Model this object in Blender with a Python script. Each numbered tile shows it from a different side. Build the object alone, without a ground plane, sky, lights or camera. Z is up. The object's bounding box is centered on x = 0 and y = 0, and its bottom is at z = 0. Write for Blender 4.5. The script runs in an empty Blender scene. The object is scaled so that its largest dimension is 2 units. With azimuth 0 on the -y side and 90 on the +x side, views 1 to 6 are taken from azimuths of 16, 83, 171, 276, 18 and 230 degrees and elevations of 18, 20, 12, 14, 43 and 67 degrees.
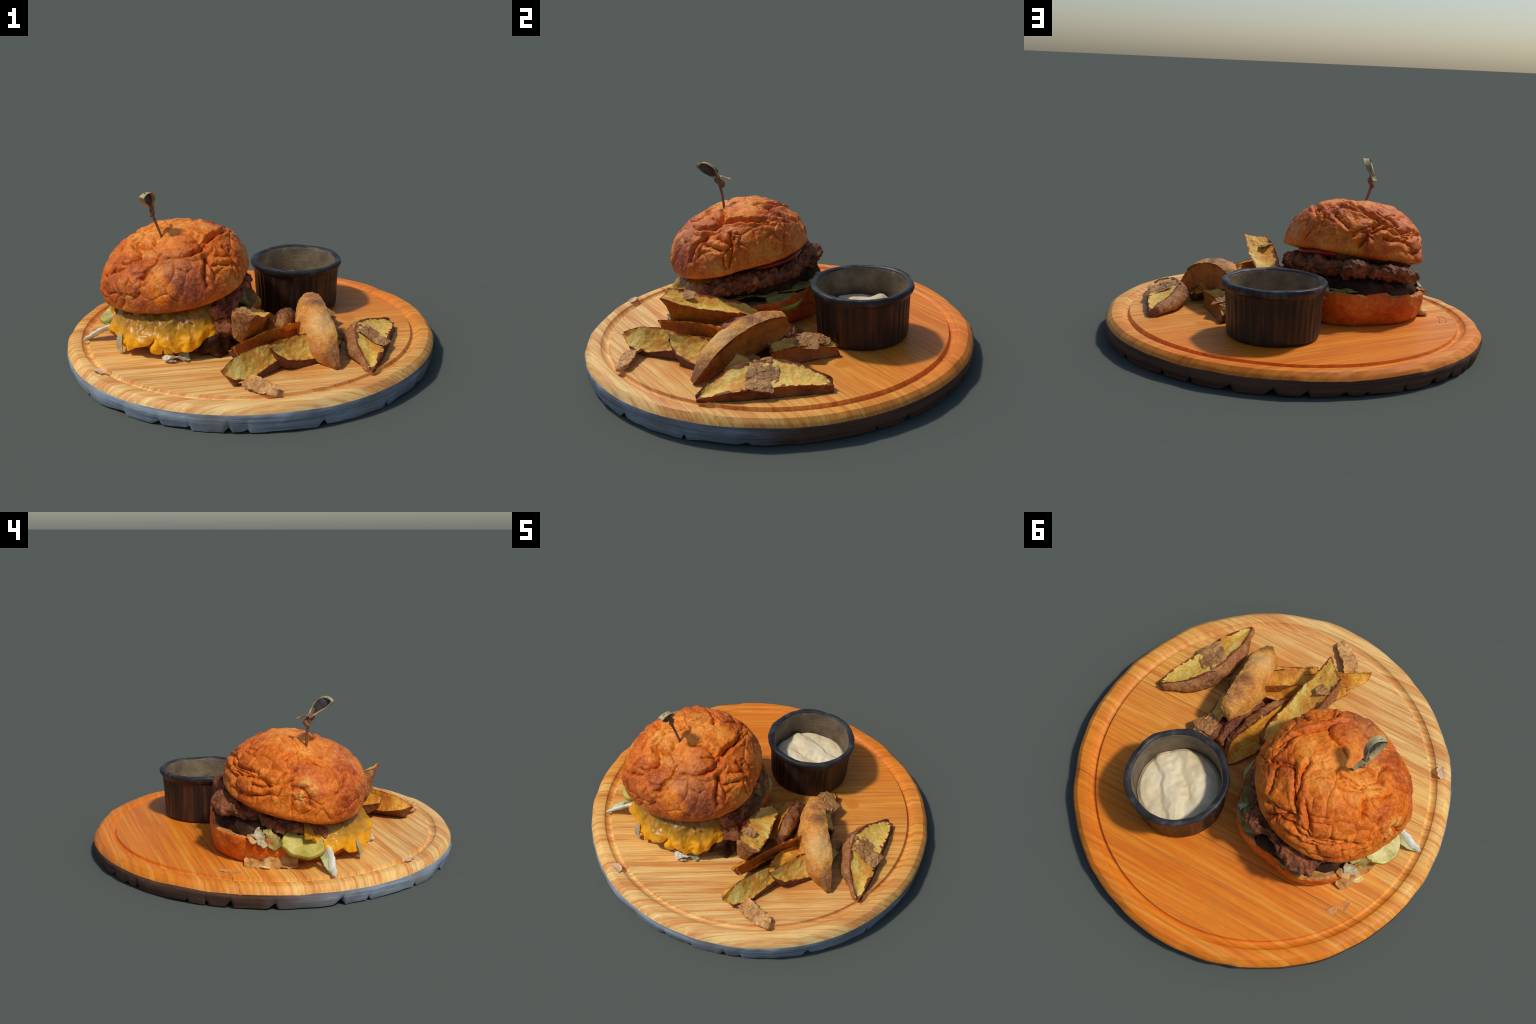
# Burger, potato wedges and a ramekin of sauce on a round wooden board.
import bpy, math
import numpy as np
from mathutils import Vector

RNG = np.random.default_rng(7)

# ----------------------------------------------------------------- noise ---
_perm = np.random.default_rng(11).permutation(256)
_perm = np.concatenate([_perm, _perm, _perm])
_grad = np.random.default_rng(12).normal(size=(256, 3))
_grad /= np.linalg.norm(_grad, axis=1)[:, None]


def perlin(p):
    p = np.asarray(p, float)
    i = np.floor(p).astype(int)
    f = p - i
    i &= 255
    w = f * f * f * (f * (f * 6 - 15) + 10)
    out = 0
    for dx in (0, 1):
        for dy in (0, 1):
            for dz in (0, 1):
                h = _perm[_perm[_perm[i[..., 0] + dx] + i[..., 1] + dy] + i[..., 2] + dz]
                d = f - np.array([dx, dy, dz])
                g = (_grad[h] * d).sum(-1)
                k = (w[..., 0] if dx else 1 - w[..., 0]) * (w[..., 1] if dy else 1 - w[..., 1]) * (w[..., 2] if dz else 1 - w[..., 2])
                out = out + g * k
    return out * 1.6


def fbm(p, scale, octaves=4, gain=0.5, seed=0.0):
    p = np.asarray(p, float) * scale + seed * 17.31
    a, s = 1.0, 0
    for _ in range(octaves):
        s = s + a * perlin(p)
        p = p * 2.03 + 5.7
        a *= gain
    return s


def ridged(p, scale, octaves=3, seed=0.0):
    p = np.asarray(p, float) * scale + seed * 13.7
    a, s = 1.0, 0
    for _ in range(octaves):
        s = s + a * (1 - np.abs(perlin(p)) * 2.2)
        p = p * 2.1 + 3.1
        a *= 0.5
    return s


def spline(pts, t):
    """Natural-looking interpolation through control points, parameter 0..1."""
    pts = np.asarray(pts, float)
    n = len(pts)
    if n == 2:
        return pts[0] + (pts[1] - pts[0]) * t[:, None]
    ext = np.vstack([2 * pts[0] - pts[1], pts, 2 * pts[-1] - pts[-2]])
    x = np.clip(t, 0, 1) * (n - 1)
    k = np.minimum(x.astype(int), n - 2)
    f = (x - k)[:, None]
    a, b, c, d = ext[k], ext[k + 1], ext[k + 2], ext[k + 3]
    return 0.5 * ((2 * b) + (c - a) * f + (2 * a - 5 * b + 4 * c - d) * f * f + (3 * b - a - 3 * c + d) * f ** 3)


def smooth(a, b, x):
    t = np.clip((x - a) / (b - a), 0, 1)
    return t * t * (3 - 2 * t)


# ------------------------------------------------------------- materials ---
def lin(r, g, b):
    f = lambda c: ((c / 255 + 0.055) / 1.055) ** 2.4 if c > 10 else c / 255 / 12.92
    return (f(r), f(g), f(b), 1)


class Mat:
    def __init__(self, name, rough=0.6, spec=0.4):
        self.m = bpy.data.materials.new(name)
        self.m.use_nodes = True
        self.t = self.m.node_tree
        self.b = self.t.nodes["Principled BSDF"]
        self.b.inputs["Roughness"].default_value = rough
        self.b.inputs["Specular IOR Level"].default_value = spec
        tc = self.t.nodes.new("ShaderNodeTexCoord")
        self.obj = tc.outputs["Object"]

    def link(self, a, b):
        self.t.links.new(a, b)

    def node(self, kind, **kw):
        n = self.t.nodes.new(kind)
        for k, v in kw.items():
            setattr(n, k, v)
        return n

    def mapping(self, scale=(1, 1, 1), rot=(0, 0, 0), loc=(0, 0, 0), src=None):
        n = self.node("ShaderNodeMapping")
        n.inputs["Scale"].default_value = scale
        n.inputs["Rotation"].default_value = rot
        n.inputs["Location"].default_value = loc
        self.link(src or self.obj, n.inputs["Vector"])
        return n.outputs["Vector"]

    def noise(self, scale, detail=4, rough=0.55, dist=0.0, src=None):
        n = self.node("ShaderNodeTexNoise")
        n.inputs["Scale"].default_value = scale
        n.inputs["Detail"].default_value = detail
        n.inputs["Roughness"].default_value = rough
        n.inputs["Distortion"].default_value = dist
        self.link(src or self.obj, n.inputs["Vector"])
        return n.outputs["Fac"]

    def voronoi(self, scale, src=None, feature="F1", out="Distance", rand=1.0):
        n = self.node("ShaderNodeTexVoronoi", feature=feature)
        n.inputs["Scale"].default_value = scale
        n.inputs["Randomness"].default_value = rand
        self.link(src or self.obj, n.inputs["Vector"])
        return n.outputs[out]

    def ramp(self, fac, stops, interp="LINEAR"):
        n = self.node("ShaderNodeValToRGB")
        r = n.color_ramp
        r.interpolation = interp
        while len(r.elements) < len(stops):
            r.elements.new(0.5)
        for e, (p, c) in zip(r.elements, stops):
            e.position = p
            e.color = c if not isinstance(c, (int, float)) else (c, c, c, 1)
        self.link(fac, n.inputs["Fac"])
        return n.outputs["Color"]

    def mix(self, fac, a, b, blend="MIX"):
        n = self.node("ShaderNodeMix", data_type="RGBA", blend_type=blend)
        for s, v in ((0, fac), (6, a), (7, b)):
            if hasattr(v, "node"):
                self.link(v, n.inputs[s])
            else:
                n.inputs[s].default_value = v
        return n.outputs[2]

    def math(self, op, a, b=0.0, clamp=False):
        n = self.node("ShaderNodeMath", operation=op, use_clamp=clamp)
        for s, v in ((0, a), (1, b)):
            if hasattr(v, "node"):
                self.link(v, n.inputs[s])
            else:
                n.inputs[s].default_value = v
        return n.outputs[0]

    def madd(self, a, b, c):
        n = self.node("ShaderNodeMath", operation="MULTIPLY_ADD")
        self.link(a, n.inputs[0])
        n.inputs[1].default_value, n.inputs[2].default_value = b, c
        return n.outputs[0]

    def xyz(self, src=None):
        n = self.node("ShaderNodeSeparateXYZ")
        self.link(src or self.obj, n.inputs[0])
        return n.outputs

    def spot(self, centre, r0, r1, squash=(1, 1, 1)):
        """1 inside r0, 0 outside r1 of a point in object space."""
        v = self.mapping(scale=squash, loc=tuple(-c * s for c, s in zip(centre, squash)))
        n = self.node("ShaderNodeVectorMath", operation="LENGTH")
        self.link(v, n.inputs[0])
        mr = self.node("ShaderNodeMapRange")
        mr.inputs[1].default_value, mr.inputs[2].default_value = r1, r0
        self.link(n.outputs["Value"], mr.inputs[0])
        return mr.outputs[0]

    def color(self, c):
        if hasattr(c, "node"):
            self.link(c, self.b.inputs["Base Color"])
        else:
            self.b.inputs["Base Color"].default_value = c

    def bump(self, h, strength=0.4, dist=0.01):
        n = self.node("ShaderNodeBump")
        n.inputs["Strength"].default_value = strength
        n.inputs["Distance"].default_value = dist
        self.link(h, n.inputs["Height"])
        self.link(n.outputs["Normal"], self.b.inputs["Normal"])

    def roughness(self, v):
        self.link(v, self.b.inputs["Roughness"])


GRAIN = math.radians(23)


def wood_top():
    M = Mat("oiled_beech_top", 0.5, 0.3)
    rot = M.mapping(rot=(0, 0, -GRAIN))
    x, y, z = M.xyz(rot)
    # plank hue
    yn = M.math("MULTIPLY_ADD", y, 0.5)
    yn.node.inputs[2].default_value = 0.5
    seams = (-0.72, -0.423, -0.156, 0.147, 0.442, 0.74)
    lv = (0.55, 0.30, 0.62, 0.42, 0.75, 0.45, 0.6)
    plank = M.ramp(yn, [(0.0, lv[0])] + [(s * 0.5 + 0.5, v) for s, v in zip(seams, lv[1:])], "CONSTANT")
    # gradient: pale straw front, orange back, with baked warm light in the colour
    wob = M.noise(1.6, 3)
    gx, gy, gz = M.xyz()
    g = M.math("MULTIPLY_ADD", gy, 0.52)
    g.node.inputs[2].default_value = 0.50
    g = M.math("ADD", g, M.math("MULTIPLY", gx, -0.10))
    g = M.math("ADD", g, M.madd(wob, 0.36, -0.18))
    base = M.ramp(g, [(0.08, lin(250, 210, 134)), (0.32, lin(248, 194, 104)), (0.56, lin(244, 164, 60)), (0.80, lin(242, 138, 28))])
    # growth bands stretched along the grain
    pale = M.ramp(g, [(0.1, lin(254, 236, 166)), (0.45, lin(254, 222, 138)), (0.8, lin(252, 178, 70))])
    dusk = M.ramp(g, [(0.1, lin(226, 146, 74)), (0.45, lin(226, 136, 54)), (0.8, lin(222, 112, 22))])
    s1 = M.noise(2.2, 5, 0.6, 0.6, M.mapping(scale=(0.50, 11.0, 2.0), src=rot))
    s2 = M.noise(2.0, 4, 0.7, 0.2, M.mapping(scale=(0.8, 38.0, 6.0), src=rot))
    s3 = M.noise(6.0, 3, 0.7, 0.0, M.mapping(scale=(2.5, 70.0, 10.0), src=rot))
    wv = M.node("ShaderNodeTexWave", wave_type="BANDS", bands_direction="Y", wave_profile="SIN")
    wv.inputs["Scale"].default_value = 9.5
    wv.inputs["Distortion"].default_value = 5.0
    wv.inputs["Detail"].default_value = 3
    wv.inputs["Detail Scale"].default_value = 0.8
    M.link(M.mapping(scale=(0.22, 1.0, 0.3), src=rot), wv.inputs["Vector"])
    c = M.mix(M.math("MULTIPLY", M.ramp(s1, [(0.50, 0.0), (0.60, 1.0)]), 0.65), base, dusk)
    c = M.mix(M.math("MULTIPLY", M.ramp(s1, [(0.34, 1.0), (0.46, 0.0)]), 0.55), c, pale)
    c = M.mix(M.math("MULTIPLY", wv.outputs["Fac"], 0.22), c, dusk)
    c = M.mix(M.math("MULTIPLY", M.ramp(s2, [(0.50, 0.0), (0.60, 1.0)]), 0.5), c, lin(196, 110, 44))
    c = M.mix(0.5, c, M.mix(1.0, c, M.ramp(plank, [(0.0, lin(222, 204, 184)), (0.8, lin(255, 255, 255))]), "MULTIPLY"))
    c = M.mix(M.math("MULTIPLY", M.ramp(s3, [(0.52, 0.0), (0.70, 1.0)]), 0.34), c, lin(160, 88, 36))
    # glue lines between planks, only faintly open
    for s, k in zip(seams, (0.25, 0.25, 0.55, 0.2, 0.7, 0.2)):
        d = M.math("ABSOLUTE", M.math("SUBTRACT", y, s))
        f = M.math("MULTIPLY", M.ramp(d, [(0.0, 1.0), (0.004, 0.0)]), k)
        c = M.mix(f, c, lin(104, 50, 22))
    # grease stains
    for ctr, r, k in (((0.50, 0.225, 0.115), 0.040, 0.8), ((0.20, -0.62, 0.12), 0.10, 0.35), ((0.42, -0.52, 0.12), 0.12, 0.3),
                      ((0.10, 0.18, 0.11), 0.05, 0.4), ((-0.42, 0.60, 0.10), 0.06, 0.35)):
        c = M.mix(M.math("MULTIPLY", M.spot(ctr, r * 0.75, r * 1.15), k), c, lin(214, 126, 34))
    M.color(c)
    M.bump(M.math("ADD", s2, M.math("MULTIPLY", s3, 0.6)), 0.22, 0.004)
    return M.m


def wood_side():
    M = Mat("board_edge_baked_light", 0.75, 0.2)
    n1 = M.noise(2.0, 4, 0.6, 0.3, M.mapping(scale=(1.2, 1.2, 30.0)))
    n2 = M.noise(2.2, 3)
    n3 = M.noise(5.0, 3, 0.7, 0.0, M.mapping(scale=(3, 3, 60.0)))
    c = M.ramp(n1, [(0.3, lin(108, 118, 128)), (0.5, lin(142, 154, 166)), (0.7, lin(166, 176, 184))])
    c = M.mix(M.ramp(n2, [(0.48, 0.0), (0.60, 0.6)]), c, lin(124, 112, 104))
    c = M.mix(M.ramp(n3, [(0.5, 0.0), (0.7, 0.45)]), c, lin(74, 80, 90))
    # baked light in the colour: sky-tinted grey front, shaded brown back
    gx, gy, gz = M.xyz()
    shade_mask = M.math("ADD", gy, M.madd(M.noise(3.0, 4, 0.6), 0.7, -0.35))
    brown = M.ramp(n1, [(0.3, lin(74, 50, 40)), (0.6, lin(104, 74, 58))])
    c = M.mix(M.ramp(M.madd(shade_mask, 0.5, 0.5), [(0.28, 0.0), (0.50, 1.0)]), c, brown)
    M.color(c)
    M.bump(n3, 0.35, 0.004)
    return M.m


def bun_crust(name, dark=0.0):
    M = Mat(name, 0.38, 0.22)
    a = M.noise(4.2, 5, 0.6, 0.4)
    b = M.noise(13.0, 5, 0.65, 0.3)
    f = M.noise(60.0, 4, 0.7)
    c = M.ramp(a, [(0.32, lin(156, 54, 6)), (0.43, lin(214, 98, 14)), (0.54, lin(238, 124, 24)), (0.68, lin(248, 160, 64))])
    c = M.mix(M.math("MULTIPLY", M.ramp(b, [(0.50, 0.0), (0.66, 1.0)]), 0.45), c, lin(172, 66, 14))
    c = M.mix(M.math("MULTIPLY", M.ramp(b, [(0.28, 1.0), (0.42, 0.0)]), 0.45), c, lin(240, 164, 76))
    # glazed mauve-brown patches on the front shoulder
    v = M.noise(5.5, 3, 0.5, 0.6, M.mapping(loc=(3.1, 1.7, 0.4)))
    front = M.spot((-0.25, -0.55, 0.47), 0.08, 0.42)
    c = M.mix(M.math("MULTIPLY", M.math("MULTIPLY", M.ramp(v, [(0.40, 0.0), (0.54, 1.0)]), front), 0.85), c, lin(140, 66, 54))
    pit = M.math("MULTIPLY", M.spot((-0.72, -0.215, 0.52), 0.03, 0.085), M.ramp(M.noise(28, 3), [(0.44, 0.0), (0.56, 1.0)]))
    c = M.mix(M.math("MULTIPLY", pit, 0.8), c, lin(240, 186, 92))
    brn = M.spot((-0.52, -0.47, 0.42), 0.06, 0.24)
    c = M.mix(M.math("MULTIPLY", M.math("MULTIPLY", brn, M.ramp(b, [(0.38, 0.0), (0.54, 1.0)])), 0.6), c, lin(146, 58, 24))
    c = M.mix(M.math("MULTIPLY", M.ramp(f, [(0.46, 0.0), (0.66, 1.0)]), 0.25), c, lin(250, 176, 88))
    c = M.mix(M.math("MULTIPLY", M.ramp(f, [(0.36, 1.0), (0.48, 0.0)]), 0.35), c, lin(164, 70, 20))
    g = M.node("ShaderNodeNewGeometry")
    c = M.mix(M.math("MULTIPLY", M.ramp(g.outputs["Pointiness"], [(0.41, 1.0), (0.490, 0.0)]), 0.75), c, lin(118, 30, 6))
    if dark:
        c = M.mix(dark, c, lin(180, 60, 6))
    M.color(c)
    M.roughness(M.ramp(b, [(0.3, 0.28), (0.7, 0.52)]))
    M.bump(M.math("ADD", M.math("MULTIPLY", f, 0.5), M.noise(24.0, 4, 0.6)), 0.6, 0.014)
    return M.m


def simple(name, stops, scale=12, rough=0.6, spec=0.4, bump=0.3, dist=0.01, bscale=None, mapscale=None, detail=5):
    M = Mat(name, rough, spec)
    src = M.mapping(scale=mapscale) if mapscale else None
    n = M.noise(scale, detail, 0.62, 0.3, src)
    M.color(M.ramp(n, stops))
    if bump:
        M.bump(M.noise(bscale or scale * 3, 5, 0.65, 0.0, src), bump, dist)
    return M


def meat():
    M = simple("ground_beef", [(0.3, lin(62, 32, 16)), (0.45, lin(120, 66, 34)), (0.6, lin(176, 100, 54)), (0.75, lin(210, 134, 84))], 17, 0.55, 0.45, 0)
    M.bump(M.noise(55, 6, 0.7), 0.6, 0.02)
    return M.m


def cheese():
    M = Mat("melted_cheese", 0.34, 0.35)
    x, y, z = M.xyz()
    n = M.noise(9, 4, 0.6)
    b = M.noise(26, 4, 0.6)
    # upper sheet coloured olive for baked shade under the bun, lip bright yellow
    # height over the tilted plane of the patty
    h = M.math("SUBTRACT", z, M.math("ADD", M.math("MULTIPLY", x, 0.10), M.math("MULTIPLY", y, 0.18)))
    h = M.math("ADD", h, M.math("MULTIPLY", n, 0.07))
    h = M.math("MULTIPLY_ADD", h, 6.0)
    h.node.inputs[2].default_value = -2.05
    c = M.ramp(h, [(0.12, lin(246, 174, 16)), (0.32, lin(230, 158, 22)), (0.48, lin(180, 130, 24)), (0.75, lin(136, 96, 20))])
    c = M.mix(M.math("MULTIPLY", M.ramp(n, [(0.5, 0.0), (0.7, 1.0)]), 0.4), c, lin(232, 148, 20))
    c = M.mix(M.math("MULTIPLY", M.ramp(b, [(0.64, 0.0), (0.74, 1.0)]), 0.7), c, lin(124, 74, 30))
    M.color(c)
    M.b.inputs["Subsurface Weight"].default_value = 0.1
    M.b.inputs["Subsurface Radius"].default_value = (0.03, 0.02, 0.005)
    M.b.inputs["Subsurface Scale"].default_value = 0.3
    M.bump(b, 0.25, 0.012)
    return M.m


def flesh(name, pale, gold, brown, amount=0.5):
    M = Mat(name, 0.5, 0.35)
    n = M.noise(9, 5, 0.62, 0.4)
    f = M.noise(105, 4, 0.75)
    p = M.noise(20, 3, 0.6)
    c = M.ramp(n, [(0.33, pale), (0.48, gold), (0.64, brown)])
    c = M.mix(M.math("MULTIPLY", M.ramp(f, [(0.48, 0.0), (0.66, 1.0)]), 0.6), c, brown)
    c = M.mix(M.math("MULTIPLY", M.ramp(f, [(0.34, 1.0), (0.46, 0.0)]), 0.45), c, pale)
    c = M.mix(M.math("MULTIPLY", M.ramp(p, [(0.62, 0.0), (0.72, 1.0)]), amount), c, lin(140, 80, 22))
    M.color(c)
    M.bump(M.math("ADD", f, M.math("MULTIPLY", p, 0.8)), 0.4, 0.010)
    return M.m


def potato_skin(name, a, b, c_, pale, pale_amount=0.5, patches=()):
    M = Mat(name, 0.36, 0.40)
    n = M.noise(6.5, 5, 0.65, 0.6)
    w = M.noise(34, 6, 0.75, 1.2)
    f = M.noise(130, 3, 0.7)
    c = M.ramp(n, [(0.32, a), (0.5, b), (0.66, c_)])
    c = M.mix(M.math("MULTIPLY", M.ramp(w, [(0.5, 0.0), (0.66, 1.0)]), pale_amount), c, pale)
    c = M.mix(M.math("MULTIPLY", M.ramp(w, [(0.28, 1.0), (0.40, 0.0)]), 0.55), c, lin(72, 34, 18))
    c = M.mix(M.math("MULTIPLY", M.ramp(f, [(0.52, 0.0), (0.66, 1.0)]), 0.4), c, pale)
    c = M.mix(M.math("MULTIPLY", M.ramp(f, [(0.34, 1.0), (0.46, 0.0)]), 0.3), c, a)
    for ctr, r0, r1, col, k in patches:
        f = M.math("ADD", M.spot(ctr, r0, r1), M.madd(w, 1.2, -0.6), True)
        c = M.mix(M.math("MULTIPLY", f, M.math("MULTIPLY", M.spot(ctr, r0, r1 * 1.25), k)), c, col)
    M.color(c)
    M.bump(M.math("ADD", w, M.math("MULTIPLY", f, 0.4)), 0.6, 0.014)
    return M.m


# ---------------------------------------------------------------- meshes ---
def obj_from(name, verts, faces, mats, parent=None, shade=True, face_mat=None, angle=None):
    me = bpy.data.meshes.new(name)
    verts = np.asarray(verts, float)
    if isinstance(faces, np.ndarray):
        me.from_pydata(verts.tolist(), [], faces.tolist())
    else:
        me.from_pydata(verts.tolist(), [], [tuple(f) for f in faces])
    for m in mats if isinstance(mats, (list, tuple)) else [mats]:
        me.materials.append(m)
    if face_mat is not None:
        me.polygons.foreach_set("material_index", np.asarray(face_mat, np.int32))
    me.polygons.foreach_set("use_smooth", np.full(len(me.polygons), shade))
    me.validate()
    me.update()
    if angle is not None:
        me.set_sharp_from_angle(angle=math.radians(angle))
    o = bpy.data.objects.new(name, me)
    bpy.context.scene.collection.objects.link(o)
    if parent is not None:
        o.parent = parent
    return o


def root(name, label, category, loc=(0, 0, 0)):
    o = bpy.data.objects.new(name, None)
    bpy.context.scene.collection.objects.link(o)
    o["label"], o["category"] = label, category
    return o


def grid_faces(m, n, wrap_n=False, wrap_m=False, base=0):
    mm = m if wrap_m else m - 1
    nn = n if wrap_n else n - 1
    i, j = np.meshgrid(np.arange(mm), np.arange(nn), indexing="ij")
    i2, j2 = (i + 1) % m, (j + 1) % n
    f = np.stack([i * n + j, i * n + j2, i2 * n + j2, i2 * n + j], -1).reshape(-1, 4)
    return f + base


def grid_normals(P, wrap_n=False, wrap_m=False):
    def d(axis, wrap):
        if wrap:
            return np.roll(P, -1, axis) - np.roll(P, 1, axis)
        return np.gradient(P, axis=axis)
    nrm = np.cross(d(0, wrap_m), d(1, wrap_n))
    l = np.linalg.norm(nrm, axis=-1, keepdims=True)
    return nrm / np.maximum(l, 1e-9)


def closed_lathe(P, caps=True):
    """P[m, n, 3], n wraps round; the two end rings are closed with a fan."""
    m, n = P.shape[:2]
    V = P.reshape(-1, 3)
    F = [tuple(f) for f in grid_faces(m, n, wrap_n=True)]
    if caps:
        V = np.vstack([V, P[0].mean(0), P[-1].mean(0)])
        a, b = m * n, m * n + 1
        for j in range(n):
            F.append((a, (j + 1) % n, j))
            F.append((b, (m - 1) * n + j, (m - 1) * n + (j + 1) % n))
    return V, F


def board_z(x, y):
    return 0.1158 + 0.006 * x - 0.005 * y + 0.003 * (x * x + y * y) - 0.009 * x * y + 0.005 * np.exp(-((x - 0.55) ** 2 + (y + 0.75) ** 2) / 0.3)


# ----------------------------------------------------------------- board ---
def build_board():
    R = root("cutting_board", "round oiled wooden serving board with a juice groove and ragged base", "cutting board")
    n = 720
    th = np.linspace(0, 2 * np.pi, n, endpoint=False)
    cs = np.stack([np.cos(th), np.sin(th)], -1)
    # knocks on the upper edge: piecewise straight facets
    rng = np.random.default_rng(5)
    ka = (np.arange(70) + rng.uniform(-0.32, 0.32, 70)) * 2 * np.pi / 70 + 0.05
    kv = rng.uniform(-0.012, 0.005, 70)
    facet = np.interp(th, np.concatenate([ka - 2 * np.pi, ka, ka + 2 * np.pi]), np.tile(kv, 3))
    prof = [(r, 0.0, 0.0) for r in np.linspace(0.004, 0.860, 60)]
    for k in range(13):                              # juice groove
        s = k / 12
        prof.append((0.864 + 0.044 * s, -0.020 * math.sin(math.pi * s ** 0.62) ** 0.7, 0.0))
    prof += [(0.913, 0.0015, 0.0), (0.926, 0.002, 0.0), (0.948, 0.001, 0.1), (0.959, -0.0005, 0.6), (0.975, -0.014, 1.0), (0.981, -0.021, 1.0), (0.987, -0.034, 0.8)]
    rows = []
    for r, dz, fk in prof:
        lob = 1 + 0.013 * bumpang(np.degrees(th), -48, 32) - 0.006 * bumpang(np.degrees(th), 215, 22) + 0.008 * bumpang(np.degrees(th), 160, 30)
        rr = (r + facet * fk * 0.55) * (1 + (lob - 1) * smooth(0.75, 0.97, np.full(n, r)))
        x, y = 0.987 * 1.012 * rr * cs[:, 0], 1.010 * rr * cs[:, 1]
        z = board_z(x, y) + dz + facet * fk * 0.6
        rows.append(np.stack([x, y, z], -1))
    P = np.array(rows)
    q = P.reshape(-1, 3)
    dz = fbm(q, 3.0, 3) * 0.0022 + fbm(q, 30.0, 2) * 0.0005
    # open joint on the left rim
    yy = -q[:, 0] * math.sin(GRAIN) + q[:, 1] * math.cos(GRAIN)
    dz -= 0.006 * np.exp(-((yy - 0.442) / 0.004) ** 2) * smooth(-0.86, -0.93, q[:, 0])
    q[:, 2] += dz
    P = q.reshape(P.shape)
    V = np.vstack([q, P[0].mean(0)])
    F = [tuple(f[::-1]) for f in grid_faces(len(prof), n, wrap_n=True)]
    F += [(len(q), j, (j + 1) % n) for j in range(n)]
    obj_from("board_face", V, F, MAT["wood"], R, angle=22)
    # side band with ragged lower edge
    top = P[-1]
    knots, ang = [], 0.0
    while ang < 2 * np.pi - 0.03:
        knots.append((ang, rng.uniform(0.0, 0.010)))
        w = rng.uniform(0.07, 0.22)
        if rng.random() < 0.72:
            h = rng.uniform(0.018, 0.046)
            knots.append((ang + w * rng.uniform(0.55, 0.9), rng.uniform(0.0, 0.012)))
            knots.append((ang + w * rng.uniform(0.90, 0.95), h))
        ang += w
    kn = np.array([k for k in knots if k[0] < 2 * np.pi - 0.02])
    zb = np.interp(th, np.append(kn[:, 0], 2 * np.pi + kn[0, 0]), np.append(kn[:, 1], kn[0, 1]))
    # the bottom of the scan climbs a little at the back and right
    zb = np.clip(zb, 0, None)
    zb[np.argmin(zb)] = 0.0
    rows = []
    for s, k in ((0.0, 1.0), (0.10, 1.003), (0.3, 1.004), (0.55, 1.001), (0.8, 0.996), (1.0, 0.990)):
        x, y = top[:, 0] * k, top[:, 1] * k
        z = top[:, 2] * (1 - s) + zb * s
        w = fbm(np.stack([x, y, z], -1), 9.0, 3) * 0.004 * (s > 0)
        rows.append(np.stack([x * (1 + w), y * (1 + w), z], -1))
    last = rows[-1]
    rows.append(last * np.array([0.965, 0.965, 1]) + np.array([0, 0, 0.0005]))
    inner = last * np.array([0.955, 0.955, 1])
    inner[:, 2] = 0.062
    rows.append(inner)
    P2 = np.array(rows)
    V = P2.reshape(-1, 3)
    F = [tuple(f[::-1]) for f in grid_faces(len(rows), n, wrap_n=True)]
    V = np.vstack([V, [[0, 0, 0.062]]])
    b = (len(rows) - 1) * n
    F += [(len(V) - 1, b + (j + 1) % n, b + j) for j in range(n)]
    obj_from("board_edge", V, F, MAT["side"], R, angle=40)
    return R


# ------------------------------------------------------------------- bun ---
BN = np.array([-0.10383, -0.16163, 0.98137])
BU = np.array([0.99460, -0.01687, 0.10245])
BV = np.array([0.0, 0.98671, 0.16251])
BC = np.array([-0.3529, -0.1509, 0.4308])

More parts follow.
